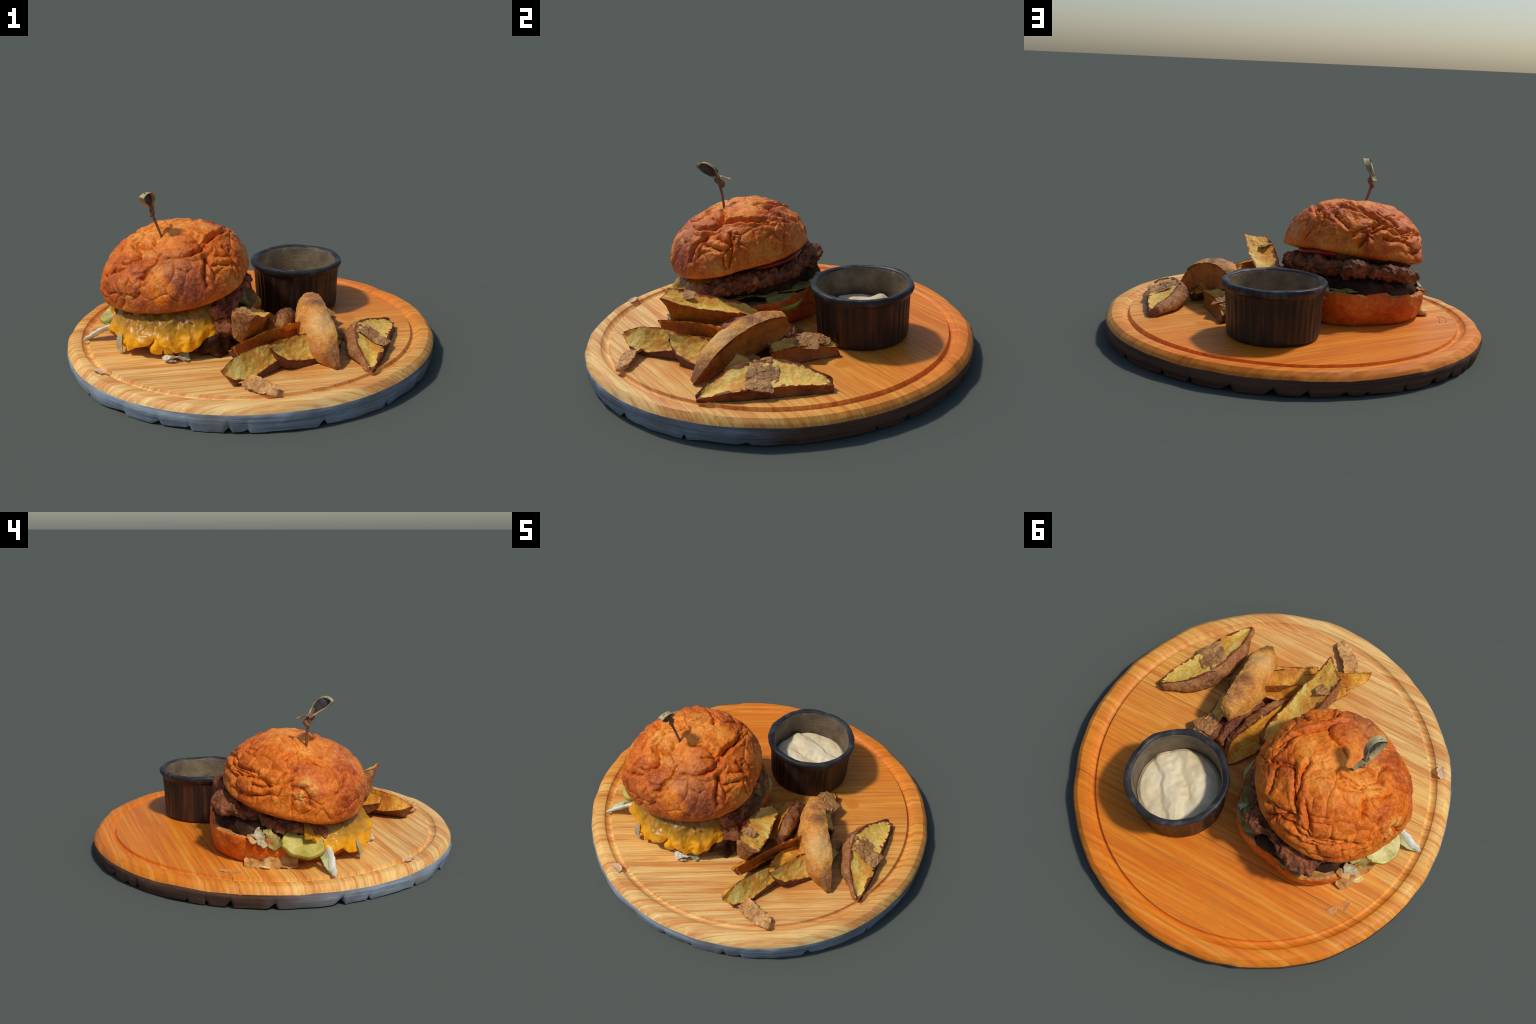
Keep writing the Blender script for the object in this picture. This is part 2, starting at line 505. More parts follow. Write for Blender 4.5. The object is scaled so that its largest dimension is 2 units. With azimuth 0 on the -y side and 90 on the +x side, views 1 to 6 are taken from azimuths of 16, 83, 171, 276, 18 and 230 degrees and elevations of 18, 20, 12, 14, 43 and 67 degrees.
# crust creases as (azimuth deg, dome parameter 0 rim .. 1 crown), depth, width
CREASES = [
    ([(274, .69), (271, .56), (266, .43), (264, .35)], 1.5, 1.2), ([(222, .71), (239, .78), (246, .85), (226, .93)], 1.1, 1.1),
    ([(240, .49), (248, .54), (250, .61), (248, .65)], 1.0, 1.2), ([(310, .91), (340, .81), (340, .70), (336, .62), (4, .59), (35, .48), (43, .41)], 1.3, 1.0),
    ([(284, .60), (296, .57), (309, .56), (324, .58), (338, .62)], 0.9, 0.9), ([(318, .46), (319, .40), (320, .35), (334, .27), (339, .24)], 1.2, 0.9),
    ([(320, .47), (313, .36), (308, .26), (307, .15)], 1.2, 1.1), ([(356, .35), (343, .21), (338, .10), (340, .03)], 1.1, 0.9),
    ([(264, .35), (262, .17), (258, .10)], 0.5, 1.2), ([(224, .26), (235, .35), (244, .44)], 0.7, 1.0), ([(334, .42), (348, .31)], 0.9, 0.8),
    ([(112, .20), (122, .22), (132, .26), (144, .29), (152, .24)], 1.1, 1.0), ([(136, .18), (149, .21), (158, .27), (165, .39), (180, .50)], 0.7, 0.9),
    ([(154, .56), (164, .69), (186, .68), (196, .64), (214, .58)], 1.0, 1.0), ([(105, .90), (152, .83), (184, .78)], 0.9, 0.8),
    ([(200, .82), (218, .75), (242, .70), (250, .59)], 0.8, 0.8), ([(118, .03), (134, .05), (147, .09), (156, .14)], 0.7, 0.9),
    ([(164, .15), (170, .29), (176, .36)], 0.8, 0.9), ([(178, .27), (190, .29), (197, .23), (199, .14)], 1.0, 1.2), ([(228, .58), (230, .43), (229, .32)], 0.7, 1.0),
    ([(44, .35), (30, .48), (10, .58), (342, .65), (314, .74)], 1.0, 0.8), ([(344, .68), (354, .82), (330, .89), (292, .97)], 0.45, 0.7),
    ([(92, .92), (143, .90), (184, .81), (210, .71)], 0.9, 0.8), ([(174, .80), (160, .69), (152, .60)], 0.7, 0.8), ([(66, .59), (78, .54), (88, .48)], 1.3, 1.1),
    ([(55, .35), (61, .60)], 0.8, 0.8), ([(96, .51), (104, .43), (109, .34)], 1.1, 1.0), ([(90, .21), (102, .32), (112, .27), (124, .32), (136, .32)], 1.2, 1.0),
    ([(78, .18), (87, .28), (97, .34)], 1.0, 0.9), 
    ([(351, .42), (351, .26), (344, .04)], 1.2, 1.0), ([(302, .57), (334, .57), (348, .62), (10, .56), (40, .46)], 0.8, 0.8), ([(64, .59), (58, .42), (46, .14), (41, .04)], 0.8, 0.8),
    ([(59, .72), (82, .57), (90, .45), (96, .38), (90, .26), (86, .11), (83, .03)], 1.2, 1.0), ([(78, .15), (85, .20), (90, .14)], 0.9, 0.9),
    ([(98, .28), (108, .23), (126, .28)], 1.0, 1.0), ([(97, .15), (108, .15), (118, .15)], 1.0, 1.0), ([(38, .52), (55, .33), (54, .23)], 0.8, 0.8), ([(62, .41), (76, .24)], 0.9, 0.9),
]


def bun_dome(th, s):
    t = s * np.pi / 2
    rr = 1 - 0.1439 * np.cos(2 * th) + 0.006 * np.sin(2 * th) + 0.006 * np.cos(3 * th) - 0.014 * np.sin(3 * th)
    r = np.cos(t) ** 0.8954
    z = 0.2801 * np.sin(t) ** 0.8954
    return BC + (0.4475 * r * rr * np.cos(th))[..., None] * BU + (0.3236 * r * rr * np.sin(th))[..., None] * BV + z[..., None] * BN


def seg_dist(P, line):
    """Distance from points to a 3D polyline."""
    best = np.full(len(P), 9.0)
    for a, b in zip(line[:-1], line[1:]):
        d = b - a
        t = np.clip(((P - a) @ d) / max(d @ d, 1e-9), 0, 1)
        best = np.minimum(best, np.linalg.norm(P - a - t[:, None] * d, axis=1))
    return best


def build_top_bun(parent):
    n = 760
    th = np.linspace(0, 2 * np.pi, n, endpoint=False)
    rows = []
    for d in np.linspace(1, 0.0, 14)[:-1]:           # underside, tucked inwards
        k = 1 - d
        rr = 0.70 + 0.30 * math.sin(k * math.pi / 2) ** 0.8
        ring = bun_dome(th, np.zeros(n))
        c = BC
        sag = (0.050 - 0.032 * bumpang(np.degrees(th), 10, 75))[:, None]
        rows.append(c + (ring - c) * rr - BN * sag * math.cos(k * math.pi / 2) ** 0.8)
    ss = np.concatenate([np.linspace(0, 0.97, 200), [0.98, 0.99]])
    for s in ss:
        rows.append(bun_dome(th, np.full(n, s)))
    P = np.array(rows)
    N = -grid_normals(P, wrap_n=True)
    if ((P[80, 0] - BC) @ N[80, 0]) < 0:
        N = -N
    q, nn = P.reshape(-1, 3), N.reshape(-1, 3)
    up = smooth(-0.03, 0.03, (q - BC) @ BN)
    h = fbm(q, 4.5, 3, 0.5, 1) * 0.012 + fbm(q, 13.0, 3, 0.55, 2) * 0.0045
    # wrinkled crust: warped ridges
    wq = q + 0.03 * np.stack([fbm(q, 9, 2, 0.5, s) for s in (3, 4, 5)], -1)
    rd = 1 - np.abs(perlin(wq * 8.5 + 3.3)) * 6.5
    h -= np.clip(rd, 0, 1) ** 1.4 * 0.0070 * np.clip(0.4 + fbm(q, 4, 2, 0.5, 8), 0, 1)
    wob = 0.008 * np.stack([perlin(q * 28 + s) for s in (1.5, 7.5, 12.5)], -1)
    # the crust breaks into puffed plates with thin folds between them
    sg = np.random.default_rng(21)
    seeds = bun_dome(sg.uniform(0, 2 * np.pi, 95), sg.uniform(0.0, 0.93, 95) ** 1.15)
    wp = q + 0.022 * np.stack([perlin(q * 11 + v) for v in (2.2, 8.8, 14.4)], -1)
    f1 = np.full(len(q), 9.0)
    f2 = np.full(len(q), 9.0)
    for sd in seeds:
        dd = np.linalg.norm(wp - sd, axis=1)
        f2 = np.minimum(f2, np.maximum(f1, dd))
        f1 = np.minimum(f1, dd)
    edge = f2 - f1
    msk = np.clip(0.45 + 1.1 * fbm(q, 5.5, 2, 0.5, 31), 0, 1)
    h += msk * (0.0040 * smooth(0.0, 0.05, edge) - 0.0075 * np.exp(-(edge / 0.009) ** 1.3))
    crack = None
    for pts, dep, wid in CREASES:
        a = np.array(pts, float)
        a[:, 0] = np.degrees(np.unwrap(np.radians(a[:, 0])))
        tt = np.linspace(0, 1, 6 * len(a))
        c = spline(a, tt)
        line = bun_dome(np.radians(c[:, 0]), np.clip(c[:, 1], 0, 0.99))
        d = seg_dist(q + wob, line)
        endf = 1.0
        crack = d if crack is None else crack
        h -= dep * 0.0150 * np.exp(-(d / (0.0060 * wid)) ** 1.4) * endf
        h += dep * 0.0030 * np.exp(-((d - 0.026) / 0.014) ** 2) - dep * 0.0050 * np.exp(-(d / 0.017) ** 2)
    # the front left of the dome has sunk in; dimple where the pick goes in
    for ctr, dep, rad in (((-0.420, -0.320, 0.62), 0.056, 0.115), ((-0.400, -0.215, 0.69), 0.018, 0.10), ((-0.110, -0.310, 0.62), 0.026, 0.10), ((-0.435, -0.450, 0.51), 0.010, 0.07), ((-0.17, -0.24, 0.69), 0.012, 0.08), ((-0.56, -0.30, 0.60), 0.012, 0.06), ((-0.34, 0.105, 0.62), 0.006, 0.11), ((-0.56, 0.05, 0.56), 0.010, 0.10), ((-0.62, 0.05, 0.46), 0.012, 0.14), ((-0.66, -0.24, 0.58), 0.004, 0.10)):
        h -= dep * np.exp(-(np.linalg.norm(q - np.array(ctr), axis=1) / rad) ** 2)
    d = np.linalg.norm(q - np.array([-0.405, -0.210, 0.69]), axis=1)
    h -= 0.006 * np.exp(-(d / 0.025) ** 2)
    # open blister on the left shoulder
    d = np.linalg.norm(q - bun_dome(np.array([np.radians(190)]), np.array([0.22])), axis=1)
    h -= smooth(0.055, 0.02, d) * 0.006 * (0.6 + fbm(q, 60, 3))
    q = q + nn * (h * (0.25 + 0.75 * up))[:, None]
    V, F = closed_lathe(q.reshape(P.shape))
    # the longest crack is open down to the pale crumb
    fd = crack[np.array([f[0] for f in F[: (len(rows) - 1) * n]])]
    fm = np.zeros(len(F), int)
    fm[: len(fd)] = fd < 0.0065 + 0.003 * perlin(q[np.array([f[0] for f in F[: (len(rows) - 1) * n]])] * 60)
    o = obj_from("top_bun", V, F, [MAT["bun"], MAT["crumb_gold"]], parent, face_mat=fm)
    return o


def build_bottom_bun(parent):
    n = 300
    th = np.linspace(0, 2 * np.pi, n, endpoint=False)
    c = np.array([-0.33, -0.09])
    deg = np.degrees(th)
    rad = 0.385 + 0.030 * np.exp(-((deg - 62) / 16) ** 2) + 0.028 * np.exp(-((deg - 130) / 18) ** 2) + 0.008 * np.sin(5 * th + 1)
    rad = rad - 0.018 * bumpang(deg, 205, 35)
    topz = 0.258 + 0.032 * np.cos(th - math.radians(60)) + 0.012 * bumpang(np.degrees(th), 62, 14)
    bot = board_z(c[0] + rad * np.cos(th), c[1] + rad * np.sin(th)) - 0.002
    prof = [(0.0, 0.60, 0.0), (0.0, 0.82, 0.0), (0.03, 0.885, 0), (0.12, 0.93, 0), (0.28, 0.965, 0), (0.48, 0.99, 0), (0.68, 1.0, 0), (0.84, 1.0, 0), (0.95, 0.995, 0),
            (1.0, 0.975, 1), (0.99, 0.945, 1), (0.93, 0.90, 1), (0.86, 0.82, 1), (0.83, 0.70, 1), (0.82, 0.5, 1), (0.82, 0.25, 1)]
    t0 = np.linspace(0, 1, len(prof))
    t1 = np.linspace(0, 1, 70)
    pr = spline(np.array(prof, float), t1)
    rows = []
    for hgt, k, _ in pr:
        z = bot + (topz - bot) * hgt
        rows.append(np.stack([c[0] + rad * k * np.cos(th), c[1] + rad * k * np.sin(th), z], -1))
    P = np.array(rows)
    q = P.reshape(-1, 3)
    rim = np.repeat(np.exp(-((t1 - 0.60) / 0.06) ** 2), n)
    outd = np.stack([np.tile(np.cos(th), len(t1)), np.tile(np.sin(th), len(t1)), np.zeros(len(q))], -1)
    q = q + outd * (fbm(q, 6, 4, 0.5, 3) * 0.010 + fbm(q, 22, 3, 0.5, 4) * 0.003)[:, None]
    q[:, 2] += rim * fbm(q, 14, 3, 0.6, 6) * 0.016
    q[:, 2] = np.maximum(q[:, 2], board_z(q[:, 0], q[:, 1]) - 0.003)
    V, F = closed_lathe(q.reshape(P.shape))
    fm = np.zeros(len(F), int)
    row = np.repeat(np.arange(len(t1) - 1), n)
    mid = q.reshape(P.shape)[:-1].reshape(-1, 3)
    fm[: len(row)] = (t1[row] + fbm(mid, 18, 2) * 0.02) > 0.60
    fm[len(row):] = 1
    return obj_from("bottom_bun", V, F, [MAT["bun_low"], MAT["crumb"]], parent, face_mat=fm)


# ------------------------------------------------------------- fillings ---
PC = np.array([-0.30, -0.14])


def layer_z(x, y):
    """Height of the tilted middle plane of the patty."""
    return 0.335 + 0.100 * (x + 0.30) + 0.180 * (y + 0.14)


def disc_layer(name, radf, half, centre, mat, parent, zoff=0.0, lump=0.0, lump_scale=12, n=260, m=46, power=0.5, seed=1.0, plane=layer_z, lump2=0.0):
    """Thick rounded disc following a tilted plane."""
    th = np.linspace(0, 2 * np.pi, n, endpoint=False)
    rad = radf(np.degrees(th))
    rows = []
    for k in np.linspace(-1, 1, m):
        a = k * math.pi / 2
        rr = max(0.04, math.cos(a)) ** power
        rows.append(np.stack([centre[0] + rad * rr * np.cos(th), centre[1] + rad * rr * np.sin(th), np.full(n, half * math.sin(a))], -1))
    P = np.array(rows)
    nn = -grid_normals(P, wrap_n=True).reshape(-1, 3)
    q = P.reshape(-1, 3)
    if nn[len(nn) // 2] @ (q[len(nn) // 2] - np.array([centre[0], centre[1], 0])) < 0:
        nn = -nn
    q = q + nn * (fbm(q, lump_scale, 4, 0.55, seed) * lump + (ridged(q, lump_scale * 2.3, 2, seed) - 0.5) * lump2)[:, None]
    q[:, 2] += plane(q[:, 0], q[:, 1]) + zoff
    V, F = closed_lathe(q.reshape(P.shape))
    return obj_from(name, V, F, mat, parent)


def bumpang(deg, c, w):
    d = (deg - c + 180) % 360 - 180
    return np.exp(-(d / w) ** 2)


def strip(name, pts, width, thick, mat, parent, up=(0, 0, 1), sidevec=None, twist=0.0, curl=0.3, taper=0.25, m=40, seed=0.0, crumple=0.004, n=10, ragged=None, flare=0.0):
    """A shred or flap: closed ribbon of real thickness along a curve."""
    t = np.linspace(0, 1, m)
    c = spline(pts, t)
    tan = np.gradient(c, axis=0)
    tan /= np.linalg.norm(tan, axis=1)[:, None]
    up = np.tile(np.array(up, float), (m, 1))
    side = np.cross(tan, up)
    side /= np.maximum(np.linalg.norm(side, axis=1), 1e-6)[:, None]
    if sidevec is not None:
        side = np.tile(np.array(sidevec, float), (m, 1))
        side -= tan * (side * tan).sum(1)[:, None]
        side /= np.linalg.norm(side, axis=1)[:, None]
    nrm = np.cross(side, tan)
    ang = twist * (t - 0.5)
    s2 = side * np.cos(ang)[:, None] + nrm * np.sin(ang)[:, None]
    n2 = nrm * np.cos(ang)[:, None] - side * np.sin(ang)[:, None]
    w = width * (1 + flare * (t - 0.5)) * (taper + (1 - taper) * np.sin(np.pi * np.clip(t * 0.9 + 0.05, 0, 1)) ** 0.6) / 2
    a = np.linspace(-1, 1, n)
    prof = [(x, 1) for x in a] + [(x, -1) for x in a[::-1]]
    P = np.zeros((m, len(prof), 3))
    for k, (x, sgn) in enumerate(prof):
        edge = 1 - abs(x) ** 4 * 0.7
        P[:, k] = c + s2 * (w * x)[:, None] + n2 * (curl * w * (x * x - 0.4) + sgn * thick / 2 * edge)[:, None]
    mid = c[:, None, :] + s2[:, None, :] * (w[:, None] * np.array([x for x, _ in prof])[None, :])[..., None]
    P = P + (fbm(mid.reshape(-1, 3), 26, 3, 0.55, seed).reshape(m, -1) * crumple)[..., None] * n2[:, None, :]
    P = P + (fbm(mid.reshape(-1, 3), 20, 3, 0.55, seed + 5).reshape(m, -1) * (crumple * 0.8 if ragged is None else ragged))[..., None] * s2[:, None, :]
    V, F = closed_lathe(P)
    return obj_from(name, V, F, mat, parent, angle=60)


def blob(name, centre, radii, axes, mat, parent, lump=0.2, scale=14, seed=0.0, m=24, n=36, floor=False):
    """Lumpy ellipsoid, axes = 3 unit vectors."""
    u = np.linspace(0.02, math.pi - 0.02, m)
    v = np.linspace(0, 2 * np.pi, n, endpoint=False)
    d = np.stack([np.sin(u)[:, None] * np.cos(v)[None], np.sin(u)[:, None] * np.sin(v)[None], np.cos(u)[:, None] * np.ones(n)[None]], -1)
    A = np.array(axes, float)
    P = np.array(centre) + (d * np.array(radii)) @ A
    f = fbm(P.reshape(-1, 3), scale, 3, 0.5, seed).reshape(m, n) * lump
    P = np.array(centre) + (d * np.array(radii) * (1 + f)[..., None]) @ A
    if floor:
        P[..., 2] = np.maximum(P[..., 2], board_z(P[..., 0], P[..., 1]) - 0.001)
    V, F = closed_lathe(P)
    return obj_from(name, V, F, mat, parent)


def build_cheese(parent):
    """Melted slice: inner edge under the bun, scalloped lip hanging over the patty."""
    n, m = 240, 54
    a = np.radians(np.linspace(192, 330, n))
    s = np.linspace(0, 1, m)
    deg = np.degrees(a)
    fade = smooth(192, 212, deg) * smooth(330, 308, deg)
    drop = (0.096 + 0.018 * np.sin(deg * 0.16 + 0.6) + 0.008 * np.sin(deg * 0.37) + 0.012 * bumpang(deg, 236, 8) + 0.030 * bumpang(deg, 228, 5)
            + 0.020 * bumpang(deg, 287, 8) - 0.024 * bumpang(deg, 263, 3.5) - 0.02 * bumpang(deg, 275, 2.5) + 0.02 * bumpang(deg, 300, 9)) * (0.25 + 0.75 * fade)
    R1 = 0.382 + 0.010 * np.sin(deg * 0.21) + 0.016 * bumpang(deg, 232, 10) - 0.066 * smooth(293, 322, deg)
    P = np.zeros((m, n, 3))
    prof = np.array([(0.58, 0.075, 0), (0.72, 0.060, 0), (0.84, 0.030, 0), (0.93, -0.002, 0), (1.01, -0.028, 0.25), (1.05, -0.030, 0.6), (1.055, -0.030, 1.0)])
    pr = spline(prof, s)
    for i in range(m):
        k, dz, dr = pr[i]
        rad = R1 * k + 0.010 * np.clip(dr, 0, 1) * np.sin(deg * 0.33)
        x, y = PC[0] + rad * np.cos(a), PC[1] + rad * np.sin(a)
        z = layer_z(x, y) + dz - np.clip(drop - 0.035 + 0.016 * perlin(np.stack([deg * 0.11, deg * 0 + 0.5, deg * 0 + 0.7], -1)), 0.0, 1) * dr
        P[i] = np.stack([x, y, z + 0.012 + 0.014 * (1 - np.clip(dr, 0, 1))], -1)
    N = grid_normals(P)
    mid = np.array([PC[0], PC[1], 0.2])
    if N[m - 8, n // 2] @ (P[m - 8, n // 2] - mid) < 0:
        N = -N
    q = P.reshape(-1, 3)
    lump = (fbm(q, 9, 3, 0.5, 2) * 0.012 + (ridged(q, 14, 2, 4) - 0.7) * 0.006 + fbm(q, 34, 2, 0.5, 3) * 0.003).reshape(m, n)
    # ripples that run down the hanging lip
    lump += 0.007 * np.sin(deg * 0.42 + 2 * np.sin(deg * 0.13))[None, :] * smooth(0.55, 0.9, s)[:, None]
    P = P + N * lump[..., None]
    tk = (0.008 + 0.010 * smooth(0.45, 0.95, s) * (1 - smooth(0.96, 1.0, s) * 0.6))[:, None, None]
    A, B = P + N * tk * 0.5, P - N * tk * 0.9
    V = np.vstack([A.reshape(-1, 3), B.reshape(-1, 3)])
    off = m * n
    F = [tuple(f) for f in grid_faces(m, n)] + [tuple(f[::-1]) for f in grid_faces(m, n, base=off)]
    idx = np.arange(m * n).reshape(m, n)
    loop = list(idx[0]) + list(idx[1:, -1]) + list(idx[-1, :-1][::-1]) + list(idx[1:-1, 0][::-1])
    for p, r in zip(loop, loop[1:] + loop[:1]):
        F.append((r, p, p + off, r + off))
    return obj_from("cheese_slice", V, F, MAT["cheese"], parent)


def pickle(parent, centre, nrm, r, seed):
    nrm = np.array(nrm, float)
    nrm /= np.linalg.norm(nrm)
    u = np.cross(nrm, [0, 0, 1.0])
    u /= np.linalg.norm(u)
    v = np.cross(nrm, u)
    n = 72
    th = np.linspace(0, 2 * np.pi, n, endpoint=False)
    rows = []
    for z, k in ((-1, 0.05), (-1, 0.5), (-1, 0.88), (-0.8, 0.96), (0, 1.0), (0.8, 0.97), (1, 0.93), (0.8, 0.86), (0.75, 0.6), (0.7, 0.35), (0.75, 0.1)):
        rr = r * k * (1 + 0.05 * np.cos(2 * th + seed) + 0.025 * np.sin(7 * th + seed) * (k > 0.9))
        bend = 0.10 * (rr * np.cos(th + seed)) ** 2 / r
        P = np.array(centre) + (rr * np.cos(th))[:, None] * u + (rr * 0.86 * np.sin(th))[:, None] * v + (z * 0.013 + bend)[:, None] * nrm
        rows.append(P + nrm * (fbm(P, 40, 2, 0.5, seed) * 0.003)[:, None])
    V, F = closed_lathe(np.array(rows))
    row = np.repeat(np.arange(10), n)
    fm = np.zeros(len(F), int)
    fm[: len(row)] = ((row >= 2) & (row <= 5))
    return obj_from("pickle_slice", V, F, [MAT["pickle"], MAT["pickle_rind"]], parent, face_mat=fm)


def tube(name, pts, radii, mat, parent, n=12, m=40, squash=1.0, seed=0.0, rough=0.0):
    t = np.linspace(0, 1, m)
    c = spline(pts, t)
    r = spline(np.array(radii, float)[:, None], t)[:, 0]
    tan = np.gradient(c, axis=0)
    tan /= np.linalg.norm(tan, axis=1)[:, None]
    ref = np.array([0.3, 0.5, 0.8])
    side = np.cross(tan, ref)
    side /= np.linalg.norm(side, axis=1)[:, None]
    nr = np.cross(side, tan)
    a = np.linspace(0, 2 * np.pi, n, endpoint=False)
    P = c[:, None] + r[:, None, None] * (np.cos(a)[None, :, None] * side[:, None] + squash * np.sin(a)[None, :, None] * nr[:, None])
    if rough:
        P = P + (fbm(P.reshape(-1, 3), 35, 3, 0.5, seed).reshape(m, n) * rough)[..., None] * (P - c[:, None]) / np.maximum(r, 1e-4)[:, None, None]
    V, F = closed_lathe(P)
    return obj_from(name, V, F, mat, parent)


def build_pick(parent):
    pk = bpy.data.objects.new("cocktail_pick", None)
    bpy.context.scene.collection.objects.link(pk)
    pk.parent = parent
    tube("pick_stick", [(-0.400, -0.205, 0.58), (-0.405, -0.210, 0.660), (-0.430, -0.214, 0.735), (-0.448, -0.226, 0.800), (-0.440, -0.246, 0.865)],
         [0.008, 0.0075, 0.0080, 0.0100, 0.007], MAT["bamboo_skin"], pk, squash=0.8)
    # the split end is knotted: a narrow loop, a dark membrane added inside it, a short tail
    loop = [(-0.452, -0.226, 0.818), (-0.452, -0.262, 0.842), (-0.452, -0.302, 0.866), (-0.450, -0.334, 0.898), (-0.438, -0.322, 0.914), (-0.422, -0.290, 0.917), (-0.424, -0.256, 0.896), (-0.436, -0.236, 0.862), (-0.450, -0.222, 0.822)]
    strip("bamboo_loop", loop, 0.032, 0.006, MAT["bamboo"], pk, sidevec=(0.95, -0.3, 0.1), curl=0.15, taper=0.7, m=80, crumple=0.002, n=6)
    strip("loop_membrane", [(-0.440, -0.240, 0.845), (-0.438, -0.266, 0.870), (-0.438, -0.296, 0.890), (-0.441, -0.326, 0.903)], 0.058, 0.004, MAT["membrane_dark"], pk, up=(1, -0.25, 0.1), curl=0.1, taper=0.5, m=24, crumple=0.003, n=6)
    strip("bamboo_tail", [(-0.458, -0.240, 0.822), (-0.450, -0.212, 0.828), (-0.447, -0.190, 0.822), (-0.450, -0.162, 0.812)], 0.024, 0.008, MAT["bamboo"], pk, up=(0.3, 0.2, 1), curl=0.3, taper=0.8, m=24, crumple=0.002, n=6)
    strip("bamboo_knot", [(-0.462, -0.232, 0.838), (-0.436, -0.236, 0.815), (-0.446, -0.210, 0.790), (-0.454, -0.222, 0.772)], 0.032, 0.010, MAT["bamboo_skin"], pk, up=(1, 0, 0.3), curl=0.5, taper=0.4, m=24, crumple=0.002, n=6)
    return pk


def build_burger():
    B = root("burger", "cheeseburger with wrinkled glossy brioche bun, melted cheese and pickles", "burger")
    build_top_bun(B)
    build_bottom_bun(B)
    disc_layer("beef_patty", lambda d: 0.370 + 0.078 * bumpang(d, 122, 19) + 0.046 * bumpang(d, 80, 15) - 0.010 * bumpang(d, 99, 7) - 0.012 * bumpang(d, 172, 26) - 0.055 * bumpang(d, 0, 50) - 0.022 * bumpang(d, 255, 50) + 0.022 * bumpang(d, 320, 12) + 0.012 * np.sin(np.radians(d) * 9),
               0.052, PC, MAT["meat"], B, lump=0.026, lump_scale=12, n=520, m=84, power=0.32, lump2=0.011)
    disc_layer("lower_gap_filler", lambda d: 0.345 + 0.042 * bumpang(d, 108, 30) - 0.080 * bumpang(d, -10, 60) + 0.012 * np.sin(np.radians(d) * 13) + 0.012 * np.sin(np.radians(d) * 5), 0.085, (-0.325, -0.10), MAT["gap_dark"], B, zoff=-0.09, lump=0.02, lump_scale=8, power=0.3, seed=5,  # dark filler added for the gap between patty and bottom bun
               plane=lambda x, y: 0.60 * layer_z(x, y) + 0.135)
    disc_layer("upper_gap_filler", lambda d: 0.322 + 0.016 * np.sin(np.radians(d) * 6 + 1) - 0.05 * bumpang(d, 10, 60), 0.040, (-0.33, -0.11), MAT["gap_dark"], B, zoff=0.062, lump=0.012, lump_scale=14, power=0.3, seed=9)  # dark filler standing in for the shaded gap under the top bun
    disc_layer("tomato_slice", lambda d: 0.172 + 0.0 * d, 0.018, (-0.19, -0.010), MAT["tomato"], B, zoff=0.068, lump=0.004, power=0.25, n=120, m=20)
    build_cheese(B)
    pickle(B, (-0.020, 0.035, 0.252), (0.30, 0.10, 0.95), 0.095, 0.4)
    pickle(B, (-0.682, -0.212, 0.224), (-0.45, -0.12, 0.88), 0.112, 2.0)
    blob("beef_crumble", (-0.045, -0.385, 0.262), (0.060, 0.045, 0.050), np.eye(3), MAT["meat"], B, 0.6, 18, 4, m=40, n=60)
    blob("front_gap_filler", (-0.090, -0.375, 0.185), (0.125, 0.085, 0.075), np.eye(3), MAT["gap_dark"], B, 0.5, 12, 5, m=40, n=60, floor=True)  # dark lump added to fill the shaded hollow below the cheese
    # cheese drips
    blob("cheese_drip", (-0.335, -0.520, 0.178), (0.034, 0.022, 0.040), np.eye(3), MAT["cheese"], B, 0.4, 20, 1)
    blob("cheese_drip", (-0.282, -0.515, 0.172), (0.028, 0.020, 0.042), np.eye(3), MAT["cheese"], B, 0.4, 20, 2)
    strip("cheese_drip", [(-0.55, -0.475, 0.215), (-0.553, -0.490, 0.18), (-0.547, -0.497, 0.138), (-0.540, -0.498, 0.125)], 0.040, 0.010, MAT["cabbage_dim"], B, up=(-0.4, -1, 0), m=24)
    strip("cheese_drip", [(-0.615, -0.40, 0.235), (-0.635, -0.385, 0.20), (-0.655, -0.355, 0.165)], 0.012, 0.008, MAT["cheese"], B, up=(-1, 0, 0), m=24)
    # cabbage stalks and shreds
    tube("cabbage_stalk", [(-0.60, -0.33, 0.215), (-0.673, -0.343, 0.192), (-0.745, -0.358, 0.155), (-0.795, -0.372, 0.125), (-0.815, -0.382, 0.116)],
         [0.020, 0.019, 0.021, 0.016, 0.006], MAT["cabbage"], B, squash=0.6, seed=1, rough=0.006)
    strip("cabbage_shred", [(-0.66, -0.30, 0.205), (-0.715, -0.322, 0.175), (-0.765, -0.345, 0.135), (-0.800, -0.362, 0.115)], 0.040, 0.007, MAT["cabbage_green"], B, twist=2.0, seed=2)
    strip("cabbage_shred", [(-0.245, -0.42, 0.20), (-0.225, -0.475, 0.175), (-0.200, -0.510, 0.145), (-0.170, -0.525, 0.125)], 0.060, 0.006, MAT["cabbage_green"], B, twist=0.8, seed=3)
    strip("cabbage_shred", [(-0.315, -0.515, 0.130), (-0.275, -0.545, 0.136), (-0.235, -0.542, 0.140), (-0.190, -0.520, 0.130)], 0.040, 0.006, MAT["cabbage"], B, twist=1.6, seed=4, crumple=0.012)
    strip("cabbage_shred", [(-0.290, -0.535, 0.125), (-0.260, -0.560, 0.132), (-0.225, -0.555, 0.126)], 0.026, 0.005, MAT["cabbage"], B, twist=2.2, seed=5, crumple=0.012)
